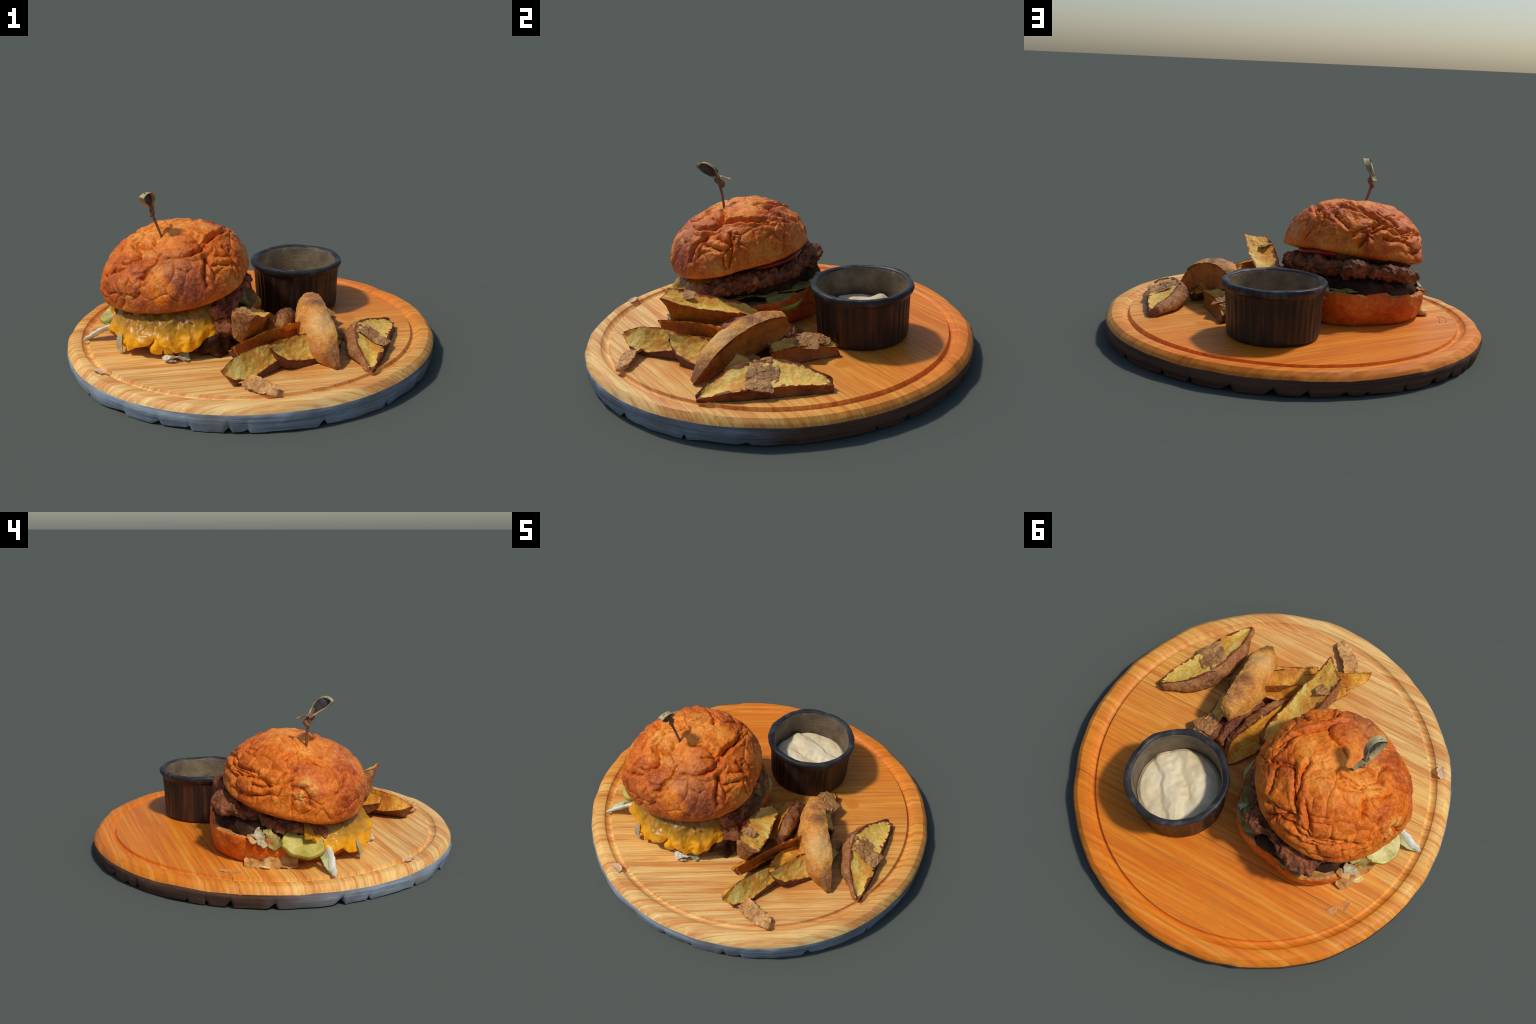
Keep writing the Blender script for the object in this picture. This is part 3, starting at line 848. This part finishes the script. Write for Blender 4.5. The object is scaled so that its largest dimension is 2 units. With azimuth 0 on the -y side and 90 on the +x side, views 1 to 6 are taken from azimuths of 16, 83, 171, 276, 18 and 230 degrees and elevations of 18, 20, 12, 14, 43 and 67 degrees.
    disc_layer("lettuce_leaf", lambda d: 0.290 + 0.100 * bumpang(d, 66, 36) + 0.016 * np.sin(np.radians(d) * 11), 0.007, (-0.33, -0.09), MAT["cabbage_dull"], B, zoff=0.0, lump=0.010, lump_scale=11, power=0.25, n=240, m=16, seed=21,
               plane=lambda x, y: 0.272 + 0.030 * ((x + 0.33) * 0.5 + (y + 0.09) * 0.87) / 0.4)
    strip("lettuce_strip", [(-0.135, 0.195, 0.300), (-0.125, 0.225, 0.300), (-0.120, 0.250, 0.290), (-0.115, 0.268, 0.262)], 0.030, 0.006, MAT["cabbage_green"], B, twist=0.6, seed=31, crumple=0.010)
    strip("onion_strip", [(-0.665, 0.015, 0.300), (-0.685, 0.005, 0.275), (-0.705, -0.010, 0.245), (-0.712, -0.030, 0.215)], 0.045, 0.006, MAT["cabbage_dim"], B, up=(-1, 0, 0.2), twist=0.5, seed=32, crumple=0.012, ragged=0.016)
    strip("onion_strip", [(-0.655, -0.035, 0.290), (-0.690, -0.055, 0.262), (-0.712, -0.085, 0.235), (-0.716, -0.105, 0.222)], 0.060, 0.006, MAT["cabbage_dull"], B, up=(-1, 0, 0.2), twist=-0.5, seed=33, crumple=0.012, ragged=0.016)
    strip("onion_strip", [(-0.660, 0.055, 0.262), (-0.700, 0.040, 0.250), (-0.718, 0.020, 0.238)], 0.045, 0.008, MAT["crumb"], B, seed=34, crumple=0.008)
    # torn flap of bread lying against the left foot
    strip("torn_bread", [(-0.70, 0.075, 0.128), (-0.695, 0.00, 0.135), (-0.705, -0.09, 0.140), (-0.690, -0.19, 0.135)], 0.085, 0.016, MAT["crumb"], B, up=(-0.75, 0, 0.65), seed=50, crumple=0.018, taper=0.3)
    strip("torn_bread", [(-0.56, 0.20, 0.25), (-0.585, 0.185, 0.22), (-0.60, 0.17, 0.165), (-0.592, 0.175, 0.130)], 0.030, 0.010, MAT["crumb"], B, up=(-0.6, 0.6, 0), seed=51, crumple=0.006)
    build_pick(B)
    return B


# --------------------------------------------------------------- ramekin ---
def build_ramekin():
    R = root("ramekin", "small dark glazed ribbed stoneware ramekin holding creamy sauce", "sauce bowl")
    n = 384
    th = np.linspace(0, 2 * np.pi, n, endpoint=False)
    c = np.array([0.166, 0.408])
    zb = board_z(*c) - 0.001
    H = 0.394 - zb
    flute = 0.5 + 0.5 * np.cos(th * 42)
    prof = [(0.150, 0.0, 0), (0.205, 0.0, 0), (0.219, 0.006, 0.0), (0.226, 0.02, 0.3), (0.2285, 0.06, 1), (0.232, 0.5 * H, 1), (0.237, 0.74 * H, 1), (0.241, 0.835 * H, 0.6), (0.2475, 0.868 * H, 0.0),
            (0.2535, 0.915 * H, 0.0), (0.2545, 0.955 * H, 0), (0.2505, 0.988 * H, 0), (0.241, 1.0 * H, 0), (0.229, 0.995 * H, 0), (0.220, 0.965 * H, 0), (0.216, 0.88 * H, 0), (0.213, 0.6 * H, 0), (0.207, 0.35 * H, 0), (0.17, 0.25 * H, 0), (0.05, 0.25 * H, 0)]
    pr = np.array(prof)
    t1 = np.linspace(0, 1, 110)
    pr = spline(pr, t1)
    rows = []
    for r, z, f in pr:
        f = min(1, max(0, f))
        rr = r + 0.004 - 0.0035 * f * flute
        rows.append(np.stack([c[0] + rr * np.cos(th), c[1] + rr * np.sin(th), np.full(n, zb + z)], -1))
    P = np.array(rows)
    q = P.reshape(-1, 3)
    out = q - np.array([c[0], c[1], 0])
    out[:, 2] = 0
    out /= np.maximum(np.linalg.norm(out, axis=1), 1e-4)[:, None]
    lip = np.repeat(smooth(0.38, 0.48, t1) * smooth(0.80, 0.70, t1), n)
    q = q + out * (fbm(q, 9, 3, 0.5, 4) * 0.0045 * (0.3 + lip))[:, None]
    q[:, 2] += lip * (fbm(q * np.array([1, 1, 0.2]), 6, 2, 0.5, 5) * 0.0045)
    P = q.reshape(P.shape)
    # split in outer wall, lip and lining so that each carries its own glaze
    i0, i1 = int(0.425 * 110), int(0.735 * 110)
    parts = (("ramekin_wall", P[: i0 + 1], MAT["glaze_out"]), ("ramekin_lip", P[i0: i1 + 1], MAT["glaze_lip"]), ("ramekin_lining", P[i1:], MAT["glaze_in"]))
    for name, Q, mat in parts:
        m = len(Q)
        F = [tuple(f[::-1]) for f in grid_faces(m, n, wrap_n=True)]
        V = Q.reshape(-1, 3)
        if name != "ramekin_lip":
            e = 0 if name == "ramekin_wall" else m - 1
            V = np.vstack([V, Q[e].mean(0)])
            k = len(V) - 1
            for j in range(n):
                a, b = e * n + j, e * n + (j + 1) % n
                F.append((k, a, b) if e == 0 else (k, b, a))
        obj_from(name, V, F, mat, R)
    # sauce: heaped, folded cream
    m = 70
    rows = []
    for s in np.linspace(0.01, 1, m):
        r = 0.214 * s
        x, y = c[0] + r * np.cos(th), c[1] + r * np.sin(th)
        z = np.full(n, 0.236 + 0.014 * (1 - s ** 2) - 0.012 * smooth(0.9, 1.0, np.array([s]))[0])
        rows.append(np.stack([x, y, z], -1))
    P = np.array(rows)
    q = P.reshape(-1, 3)
    f1 = fbm(q * np.array([1, 1, 0]), 7, 3, 0.5, 6)
    u = (q[:, 0] - c[0]) * 0.5 + (q[:, 1] - c[1]) * 0.87 + 0.05 * f1
    w = u + 0.10 * fbm(q * np.array([1, 1, 0]), 3.2, 2, 0.5, 12)
    q[:, 2] += f1 * 0.010 + 0.020 * smooth(-0.05, 0.03, w) - 0.012 * smooth(0.06, 0.10, w) + 0.010 * smooth(-0.13, -0.08, w) * smooth(-0.04, -0.08, w)
    V, F = closed_lathe(q.reshape(P.shape)[::-1])
    obj_from("sauce", V, [tuple(x[::-1]) for x in F], MAT["sauce"], R)
    return R


# --------------------------------------------------------- potato wedges ---
def wedge(E, S1, K, S2, mats, seed, label, rough=1.0, skin="skin", face1="flesh", face2="flesh_gold", scraps=()):
    """Wedge lofted along rails: E sharp inner edge, S1 and S2 skin edges, K crest of the skin."""
    R = root("potato_wedge", label, "potato wedge")
    M = 170
    t = np.linspace(0, 1, M)
    e, a, k, b = (spline(x, t) for x in (E, S1, K, S2))
    nf, ns = 36, 36
    u = np.linspace(0, 1, nf)[None, :, None]
    f1 = e[:, None] + (a - e)[:, None] * u
    f2 = b[:, None] + (e - b)[:, None] * u
    v = np.linspace(0, 1, ns)[None, :, None]
    ctrl = 2 * k - 0.5 * (a + b)
    sk = (1 - v) ** 2 * a[:, None] + 2 * v * (1 - v) * ctrl[:, None] + v ** 2 * b[:, None]
    P = np.concatenate([f1[:, :-1], sk[:, :-1], f2[:, :-1]], 1)
    n = P.shape[1]
    # rounded ends
    cen = P.mean(1, keepdims=True)
    endf = 1 - 0.18 * np.clip(1 - t / 0.02, 0, 1) ** 2 - 0.18 * np.clip(1 - (1 - t) / 0.02, 0, 1) ** 2
    P = cen + (P - cen) * endf[:, None, None]
    N = grid_normals(P, wrap_n=True)
    ref = P[M // 2] - cen[M // 2]
    if (N[M // 2] * ref).sum() < 0:
        N = -N
    q, nn = P.reshape(-1, 3), N.reshape(-1, 3)
    col = np.tile(np.arange(n), M)
    isskin = (col >= nf - 1) & (col <= nf + ns - 2)
    uu = np.where(col < nf - 1, col / (nf - 1), np.where(col > nf + ns - 3, (n - col) / (nf - 1), 1.0))
    edge = np.minimum(uu, 1 - uu)
    h = fbm(q, 9, 3, 0.5, seed) * 0.0055 + fbm(q, 28, 3, 0.55, seed + 1) * 0.0014
    hs = (ridged(q, 16, 3, seed) - 0.9) * 0.0030 + fbm(q, 11, 2, 0.5, seed + 3) * 0.005
    hf = -0.007 * np.sin(np.pi * np.clip(uu, 0, 1)) + fbm(q, 40, 2, 0.5, seed) * 0.0015
    hl = 0.0045 * np.exp(-((uu - 1) / 0.08) ** 2)
    h = h + np.where(isskin, hs, hf + hl) * rough
    q = q + nn * h[:, None]
    q[:, 2] = np.maximum(q[:, 2], board_z(q[:, 0], q[:, 1]) + 0.0005 + 0.002 * np.abs(perlin(q * 40)))
    V = np.vstack([q, q.reshape(M, n, 3)[0].mean(0) * 0.6 + cen[0, 0] * 0.4, q.reshape(M, n, 3)[-1].mean(0) * 0.6 + cen[-1, 0] * 0.4])
    G = grid_faces(M, n, wrap_n=True)
    fc = G[:, 0] % n
    # orientation
    a0 = V[G[len(G) // 2]]
    fn = np.cross(a0[1] - a0[0], a0[2] - a0[0])
    flip = fn @ nn[G[len(G) // 2, 0]] < 0
    skinface = (fc >= nf - 1) & (fc < nf + ns - 2)
    mid = V[G].mean(1)
    ue = uu[G].mean(1)
    jitter = fbm(mid, 22, 3, 0.6, seed + 8)
    tip = np.minimum(G[:, 0] // n, M - 2 - G[:, 0] // n) / M
    m1 = fc < nf - 1
    mi = np.where(m1, 0, 1)
    brown = np.minimum(0.6 * (1 - ue), np.minimum(ue * 0.8 + 0.01, tip * 3 + 0.03)) < 0.030 + 0.032 * jitter
    gold = (np.minimum(1 - ue, np.minimum(ue + 0.04, tip * 3)) < 0.10 + 0.14 * jitter) & m1
    mi = np.where(gold, 1, mi)
    mi = np.where(brown, 2, mi)
    tri0 = [(M * n, (j + 1) % n, j) for j in range(n)]
    tri1 = [(M * n + 1, (M - 1) * n + j, (M - 1) * n + (j + 1) % n) for j in range(n)]
    if flip:
        G = G[:, ::-1]
        tri0 = [x[::-1] for x in tri0]
        tri1 = [x[::-1] for x in tri1]

    def part(name, faces, mats_, fm):
        used = sorted({i for f in faces for i in f})
        mp = {o: i for i, o in enumerate(used)}
        return obj_from(name, V[used], [tuple(mp[i] for i in f) for f in faces], mats_, R, face_mat=fm, angle=48)

    part("potato_flesh", [tuple(int(i) for i in f) for f in G[~skinface]], [MAT[face1], MAT[face2], MAT["roast"]], mi[~skinface])
    part("potato_skin", [tuple(int(i) for i in f) for f in G[skinface]] + tri0 + tri1, [MAT[skin]], None)
    for i, (pts, w, up) in enumerate(scraps):
        strip("skin_flap", pts, w, 0.004, MAT["scrap"], R, up=up, crumple=0.0085, ragged=0.016, flare=0.5, seed=seed * 3 + i, curl=0.03, taper=0.6, m=70, n=30)
    return R


def build_wedges():
    z = board_z
    # isolated wedge near the right rim, face tilted to the right
    wedge([(0.742, -0.485, 0.145), (0.765, -0.330, 0.170), (0.768, -0.170, 0.175), (0.770, 0.00, 0.172), (0.765, 0.130, 0.150)],
          [(0.724, -0.485, 0.160), (0.640, -0.340, 0.218), (0.604, -0.150, 0.236), (0.635, -0.01, 0.216), (0.735, 0.130, 0.176)],
          [(0.715, -0.480, 0.135), (0.604, -0.330, 0.150), (0.566, -0.150, 0.155), (0.605, 0.0, 0.145), (0.720, 0.125, 0.135)],
          [(0.745, -0.480, 0.118), (0.762, -0.330, 0.110), (0.770, -0.170, 0.110), (0.775, 0.00, 0.110), (0.770, 0.125, 0.112)],
          None, 1.0, "roasted potato wedge with torn skin across its cut face", skin="skin_brown", face2="flesh_shaded_dark",
          scraps=[([(0.590, -0.17, 0.234), (0.640, -0.165, 0.221), (0.710, -0.185, 0.196), (0.776, -0.205, 0.168)], 0.135, (0.45, 0, 0.9))])
    # wedge propped upright, skin to the front, cut face to the right
    wedge([(0.580, -0.478, 0.124), (0.505, -0.340, 0.138), (0.435, -0.195, 0.172), (0.385, -0.060, 0.216), (0.350, 0.020, 0.262)],
          [(0.585, -0.484, 0.150), (0.546, -0.364, 0.264), (0.482, -0.235, 0.330), (0.420, -0.105, 0.352), (0.376, -0.008, 0.340)],
          [(0.556, -0.500, 0.155), (0.462, -0.420, 0.262), (0.392, -0.290, 0.330), (0.328, -0.148, 0.352), (0.308, -0.025, 0.340)],
          [(0.565, -0.480, 0.122), (0.430, -0.415, 0.150), (0.338, -0.302, 0.200), (0.292, -0.140, 0.250), (0.296, 0.000, 0.275)],
          None, 2.0, "golden skinned potato wedge propped on its side", rough=0.95, skin="skin_gold", face1="flesh_shaded", face2="flesh_shaded")
    # front left wedge, ridge up
    wedge([(0.086, -0.794, 0.217), (0.115, -0.730, 0.246), (0.172, -0.640, 0.264), (0.235, -0.555, 0.262), (0.300, -0.475, 0.235)],
          [(0.090, -0.796, 0.205), (0.145, -0.768, 0.160), (0.212, -0.692, 0.148), (0.275, -0.580, 0.172), (0.330, -0.490, 0.190)],
          [(0.084, -0.785, 0.200), (0.135, -0.745, 0.122), (0.192, -0.668, 0.108), (0.255, -0.572, 0.112), (0.315, -0.480, 0.140)],
          [(0.080, -0.785, 0.210), (0.072, -0.730, 0.190), (0.105, -0.630, 0.168), (0.165, -0.540, 0.165), (0.270, -0.460, 0.195)],
          None, 3.0, "potato wedge lying on its skin with a pale cut face", skin="skin_dark")
    # centre wedge under the propped one, two cut faces up
    wedge([(0.268, -0.575, 0.268), (0.320, -0.490, 0.268), (0.380, -0.398, 0.265), (0.460, -0.290, 0.230), (0.530, -0.170, 0.185)],
          [(0.285, -0.580, 0.235), (0.345, -0.540, 0.180), (0.430, -0.460, 0.155), (0.520, -0.330, 0.150), (0.545, -0.180, 0.160)],
          [(0.272, -0.560, 0.225), (0.325, -0.505, 0.120), (0.405, -0.425, 0.108), (0.480, -0.300, 0.110), (0.522, -0.168, 0.135)],
          [(0.255, -0.565, 0.252), (0.240, -0.450, 0.220), (0.270, -0.345, 0.205), (0.370, -0.230, 0.190), (0.500, -0.150, 0.172)],
          None, 4.0, "potato wedge showing two roasted cut faces", skin="skin_dark", face2="flesh_gold",
          scraps=[([(0.49, -0.205, 0.212), (0.525, -0.185, 0.196), (0.550, -0.170, 0.165)], 0.05, (0.4, -0.3, 0.8))])
    # long thin wedge behind
    wedge([(0.083, -0.620, 0.262), (0.150, -0.535, 0.278), (0.215, -0.440, 0.288), (0.290, -0.345, 0.290), (0.345, -0.270, 0.280)],
          [(0.112, -0.608, 0.203), (0.160, -0.515, 0.192), (0.220, -0.415, 0.186), (0.292, -0.312, 0.186), (0.350, -0.250, 0.205)],
          [(0.085, -0.592, 0.192), (0.130, -0.490, 0.125), (0.200, -0.395, 0.115), (0.275, -0.300, 0.120), (0.338, -0.240, 0.175)],
          [(0.060, -0.602, 0.228), (0.092, -0.500, 0.200), (0.160, -0.402, 0.195), (0.240, -0.312, 0.200), (0.322, -0.248, 0.225)],
          None, 5.0, "long thin potato wedge", skin="skin_dark", face1="flesh_shaded", face2="flesh_gold")
    # big wedge leaning on the burger
    wedge([(0.213, -0.608, 0.432), (0.205, -0.490, 0.376), (0.195, -0.375, 0.335), (0.172, -0.235, 0.295), (0.150, -0.085, 0.240)],
          [(0.080, -0.562, 0.422), (0.052, -0.455, 0.390), (0.040, -0.345, 0.348), (0.050, -0.210, 0.305), (0.105, -0.085, 0.245)],
          [(0.074, -0.555, 0.310), (0.050, -0.440, 0.240), (0.058, -0.325, 0.195), (0.078, -0.200, 0.175), (0.115, -0.070, 0.165)],
          [(0.118, -0.545, 0.258), (0.140, -0.430, 0.210), (0.150, -0.315, 0.165), (0.145, -0.190, 0.145), (0.140, -0.065, 0.140)],
          None, 6.0, "large yellow potato wedge leaning on the burger", skin="skin_brown", face2="flesh_shaded",
          scraps=[([(0.062, -0.475, 0.390), (0.095, -0.460, 0.387), (0.135, -0.455, 0.376)], 0.060, (0.2, 0, 1))])
    # wedge between burger and the propped one, long, running to the back
    wedge([(0.135, -0.300, 0.215), (0.110, -0.180, 0.190), (0.110, -0.060, 0.165), (0.125, 0.040, 0.140), (0.160, 0.110, 0.122)],
          [(0.215, -0.345, 0.255), (0.212, -0.220, 0.285), (0.216, -0.095, 0.268), (0.222, 0.035, 0.222), (0.178, 0.115, 0.140)],
          [(0.240, -0.345, 0.215), (0.268, -0.220, 0.235), (0.272, -0.085, 0.210), (0.255, 0.040, 0.170), (0.192, 0.115, 0.125)],
          [(0.200, -0.325, 0.180), (0.215, -0.210, 0.160), (0.215, -0.080, 0.135), (0.205, 0.045, 0.118), (0.175, 0.110, 0.116)],
          None, 7.0, "potato wedge with blistered brown skin", skin="skin_brown", face1="flesh_gold", rough=1.7)
    # low wedge at the back, beside the ramekin, peel scraps on top
    wedge([(0.485, -0.115, 0.210), (0.455, -0.040, 0.203), (0.428, 0.030, 0.197), (0.410, 0.110, 0.190), (0.402, 0.228, 0.158)],
          [(0.400, -0.110, 0.220), (0.365, -0.030, 0.222), (0.335, 0.050, 0.215), (0.335, 0.140, 0.205), (0.388, 0.230, 0.165)],
          [(0.385, -0.100, 0.150), (0.340, -0.020, 0.140), (0.315, 0.060, 0.140), (0.320, 0.140, 0.138), (0.378, 0.225, 0.135)],
          [(0.470, -0.110, 0.140), (0.455, -0.030, 0.118), (0.440, 0.040, 0.118), (0.425, 0.120, 0.118), (0.408, 0.236, 0.120)],
          None, 8.0, "low potato wedge with curled peel scraps on top", skin="skin_dark", face2="flesh_shaded",
          scraps=[([(0.325, 0.065, 0.214), (0.365, 0.075, 0.212), (0.405, 0.075, 0.202), (0.434, 0.065, 0.186)], 0.115, (0.2, 0, 1)),
                  ([(0.325, 0.12, 0.206), (0.355, 0.155, 0.200), (0.392, 0.185, 0.180)], 0.070, (0.1, 0.2, 1))])
    # small dark wedge lying between
    wedge([(0.300, -0.230, 0.140), (0.300, -0.130, 0.135), (0.300, -0.020, 0.128), (0.285, 0.075, 0.120)],
          [(0.340, -0.230, 0.175), (0.352, -0.120, 0.185), (0.345, -0.010, 0.178), (0.310, 0.085, 0.150)],
          [(0.312, -0.235, 0.220), (0.315, -0.125, 0.228), (0.305, -0.010, 0.222), (0.268, 0.085, 0.188)],
          [(0.275, -0.230, 0.165), (0.268, -0.120, 0.165), (0.258, -0.010, 0.150), (0.245, 0.075, 0.130)],
          None, 9.0, "small dark roasted potato piece", skin="skin_red", face1="flesh_shaded")
    # scrap of peel at the front
    s = root("potato_peel", "crisp curled brown scrap of potato peel", "potato peel")
    strip("peel_scrap", [(0.175, -0.735, 0.150), (0.225, -0.765, 0.160), (0.285, -0.785, 0.148), (0.325, -0.803, 0.152), (0.345, -0.820, 0.142)], 0.085, 0.008, MAT["scrap_pale"], s,
          up=(0.1, -0.35, 0.9), crumple=0.009, ragged=0.016, seed=77, curl=0.2, taper=0.6, n=20, m=60)
    blob("peel_scrap", (0.330, -0.805, 0.148), (0.030, 0.024, 0.016), np.eye(3), MAT["scrap_pale"], s, 0.6, 26, 3, floor=True)


def build_crumbs():
    c = root("crumbs", "few flat crumbs and shreds scattered over the board", "food crumbs")
    strip("cabbage_crumb", [(-0.715, -0.005, 0.118), (-0.735, -0.030, 0.122), (-0.740, -0.058, 0.118)], 0.035, 0.005, MAT["cabbage_pale"], c, m=16, crumple=0.004, taper=0.2)
    strip("bread_crumb", [(-0.770, 0.200, 0.112), (-0.785, 0.160, 0.113), (-0.800, 0.120, 0.112), (-0.790, 0.075, 0.113)], 0.040, 0.006, MAT["flake"], c, m=24, crumple=0.006, taper=0.2)
    strip("rim_crumb", [(-0.530, -0.765, 0.126), (-0.555, -0.745, 0.130), (-0.585, -0.725, 0.124)], 0.042, 0.005, MAT["fat_crumb"], c, m=24, crumple=0.005, ragged=0.01, taper=0.3)
    strip("rim_splinter", [(-0.66, 0.645, 0.100), (-0.70, 0.60, 0.102), (-0.745, 0.565, 0.100)], 0.022, 0.004, MAT["flake"], c, m=16, crumple=0.004, taper=0.2)


# ------------------------------------------------------------------ main ---
MAT = {}
MAT["wood"] = wood_top()
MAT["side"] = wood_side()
MAT["bun"] = bun_crust("glazed_bun_crust")
MAT["bun_low"] = bun_crust("bottom_bun_crust", 0.4)
MAT["crumb"] = simple("bread_crumb_face", [(0.3, lin(150, 92, 44)), (0.5, lin(196, 140, 76)), (0.7, lin(220, 176, 116))], 14, 0.8, 0.2, 0.5, 0.012).m
MAT["crumb_gold"] = simple("golden_crumb", [(0.3, lin(176, 110, 40)), (0.5, lin(222, 164, 74)), (0.7, lin(236, 192, 110))], 30, 0.8, 0.2, 0.4, 0.008).m
MAT["meat"] = meat()
MAT["cheese"] = cheese()
MAT["gap_dark"] = simple("dark_gap_filler", [(0.3, lin(36, 21, 13)), (0.52, lin(66, 40, 25)), (0.7, lin(112, 70, 40))], 10, 0.7, 0.15, 0.4, 0.015).m  # near-black filler colour for the shaded gaps between burger layers
MAT["tomato"] = simple("tomato_flesh", [(0.3, lin(96, 20, 16)), (0.7, lin(150, 34, 24))], 10, 0.3, 0.5, 0.2).m
MAT["pickle"] = simple("pickle_flesh", [(0.3, lin(168, 154, 62)), (0.5, lin(200, 184, 92)), (0.7, lin(220, 206, 128))], 16, 0.25, 0.5, 0.4, 0.01).m
MAT["pickle_rind"] = simple("pickle_rind", [(0.3, lin(132, 118, 26)), (0.7, lin(176, 156, 48))], 16, 0.3, 0.5, 0.2).m
MAT["cabbage"] = simple("white_cabbage", [(0.3, lin(188, 178, 150)), (0.5, lin(220, 214, 190)), (0.7, lin(240, 236, 222))], 14, 0.4, 0.4, 0.3, mapscale=(1, 1, 1)).m
MAT["cabbage_dim"] = simple("wilted_onion", [(0.3, lin(150, 132, 98)), (0.5, lin(186, 170, 130)), (0.7, lin(208, 196, 164))], 14, 0.45, 0.3, 0.3).m
MAT["cabbage_pale"] = simple("cabbage_crumb", [(0.3, lin(226, 198, 120)), (0.7, lin(240, 220, 150))], 14, 0.5, 0.3, 0.2).m
MAT["cabbage_green"] = simple("green_cabbage", [(0.3, lin(150, 150, 84)), (0.5, lin(184, 186, 128)), (0.7, lin(214, 214, 172))], 12, 0.4, 0.4, 0.3).m
MAT["cabbage_dull"] = simple("wilted_leaf", [(0.3, lin(120, 108, 38)), (0.5, lin(162, 144, 66)), (0.7, lin(200, 176, 108))], 12, 0.5, 0.4, 0.3).m
MAT["bamboo"] = simple("bamboo_strip", [(0.3, lin(132, 112, 76)), (0.5, lin(180, 160, 112)), (0.7, lin(214, 200, 156))], 18, 0.5, 0.4, 0.2, 0.004).m
MAT["membrane_dark"] = simple("loop_membrane_dark", [(0.3, lin(40, 34, 30)), (0.7, lin(92, 88, 88))], 14, 0.6, 0.3, 0.2, 0.004).m
MAT["bamboo_skin"] = simple("bamboo_stick", [(0.3, lin(96, 62, 42)), (0.5, lin(132, 90, 62)), (0.7, lin(160, 116, 84))], 18, 0.55, 0.3, 0.2, 0.004, mapscale=(3, 3, 0.4)).m
MAT["flesh"] = flesh("potato_flesh_pale", lin(250, 224, 130), lin(246, 198, 84), lin(226, 150, 48), 0.45)
MAT["flesh_gold"] = flesh("potato_flesh_golden", lin(244, 190, 76), lin(230, 160, 48), lin(200, 116, 30), 0.5)  # golden margins; on second cut faces it also carries baked shade
MAT["flesh_shaded"] = flesh("potato_flesh_shaded", lin(196, 124, 40), lin(180, 104, 32), lin(146, 76, 22), 0.6)  # flesh with baked shade in its colour, for faces turned from the sun
MAT["flesh_shaded_dark"] = flesh("potato_flesh_shaded_dark", lin(176, 104, 36), lin(150, 78, 26), lin(112, 50, 20), 0.5)  # darkest flesh copy, shade painted in for the low cut face
MAT["roast"] = flesh("potato_roasted_edge", lin(158, 80, 30), lin(120, 50, 20), lin(84, 30, 14), 0.5)
MAT["skin_brown"] = potato_skin("potato_skin_brown", lin(104, 52, 18), lin(160, 94, 42), lin(188, 124, 64), lin(226, 178, 120), 0.5)
MAT["skin_gold"] = potato_skin("potato_skin_golden", lin(162, 86, 22), lin(230, 148, 46), lin(240, 170, 64), lin(252, 218, 154), 0.5, [((0.455, -0.345, 0.31), 0.04, 0.11, lin(246, 204, 134), 0.45), ((0.405, -0.20, 0.345), 0.015, 0.06, lin(122, 72, 44), 0.9), ((0.55, -0.49, 0.17), 0.05, 0.12, lin(130, 74, 36), 0.85), ((0.40, -0.42, 0.22), 0.03, 0.10, lin(176, 108, 44), 0.6)])
MAT["skin_dark"] = potato_skin("potato_skin_dark", lin(84, 42, 22), lin(112, 58, 30), lin(140, 82, 46), lin(166, 112, 68), 0.3)
MAT["skin_red"] = potato_skin("potato_skin_reddish", lin(84, 34, 24), lin(124, 58, 34), lin(168, 100, 50), lin(196, 140, 96), 0.35)
MAT["scrap"] = potato_skin("peel_flap", lin(130, 74, 28), lin(182, 120, 56), lin(208, 148, 84), lin(242, 200, 142), 0.5)
MAT["scrap_pale"] = potato_skin("peel_scrap", lin(162, 98, 42), lin(210, 148, 78), lin(230, 176, 110), lin(250, 218, 162), 0.5)
MAT["flake"] = simple("brown_flake", [(0.3, lin(186, 116, 62)), (0.7, lin(222, 156, 96))], 14, 0.7, 0.2, 0.2).m
MAT["fat_crumb"] = simple("pale_crumb", [(0.3, lin(206, 156, 110)), (0.7, lin(236, 200, 164))], 20, 0.5, 0.4, 0.2).m
MAT["sauce"] = simple("creamy_sauce", [(0.3, lin(214, 192, 146)), (0.5, lin(230, 212, 172)), (0.7, lin(240, 226, 192))], 7, 0.5, 0.3, 0.15, 0.006).m


def glaze_out():
    M = Mat("brown_black_glaze", 0.42, 0.35)
    v = M.noise(9, 4, 0.6, 0.0, M.mapping(scale=(3, 3, 0.25)))
    c = M.ramp(v, [(0.35, lin(34, 27, 24)), (0.52, lin(50, 35, 27)), (0.64, lin(78, 48, 31)), (0.78, lin(112, 66, 38))])  # orange-brown vertical streaks put baked reflections into the glaze colour
    M.color(c)
    M.bump(M.noise(40, 3), 0.15, 0.004)
    return M.m


def glaze_lip():
    M = Mat("slate_glaze_lip", 0.45, 0.25)
    v = M.noise(11, 4, 0.6)
    M.color(M.ramp(v, [(0.35, lin(34, 33, 34)), (0.55, lin(54, 53, 55)), (0.72, lin(92, 90, 90))]))
    M.bump(M.noise(24, 3), 0.2, 0.006)
    return M.m


def glaze_in():
    M = Mat("rough_taupe_lining", 0.5, 0.35)
    v = M.noise(9, 4, 0.6)
    M.color(M.ramp(v, [(0.35, lin(92, 78, 62)), (0.6, lin(124, 108, 86)), (0.75, lin(146, 130, 106))]))
    M.bump(M.noise(45, 4, 0.6, 0.0, M.mapping(scale=(1, 1, 1.6))), 0.5, 0.012)
    return M.m


MAT["glaze_out"], MAT["glaze_lip"], MAT["glaze_in"] = glaze_out(), glaze_lip(), glaze_in()

build_board()
build_burger()
build_ramekin()
build_wedges()
build_crumbs()
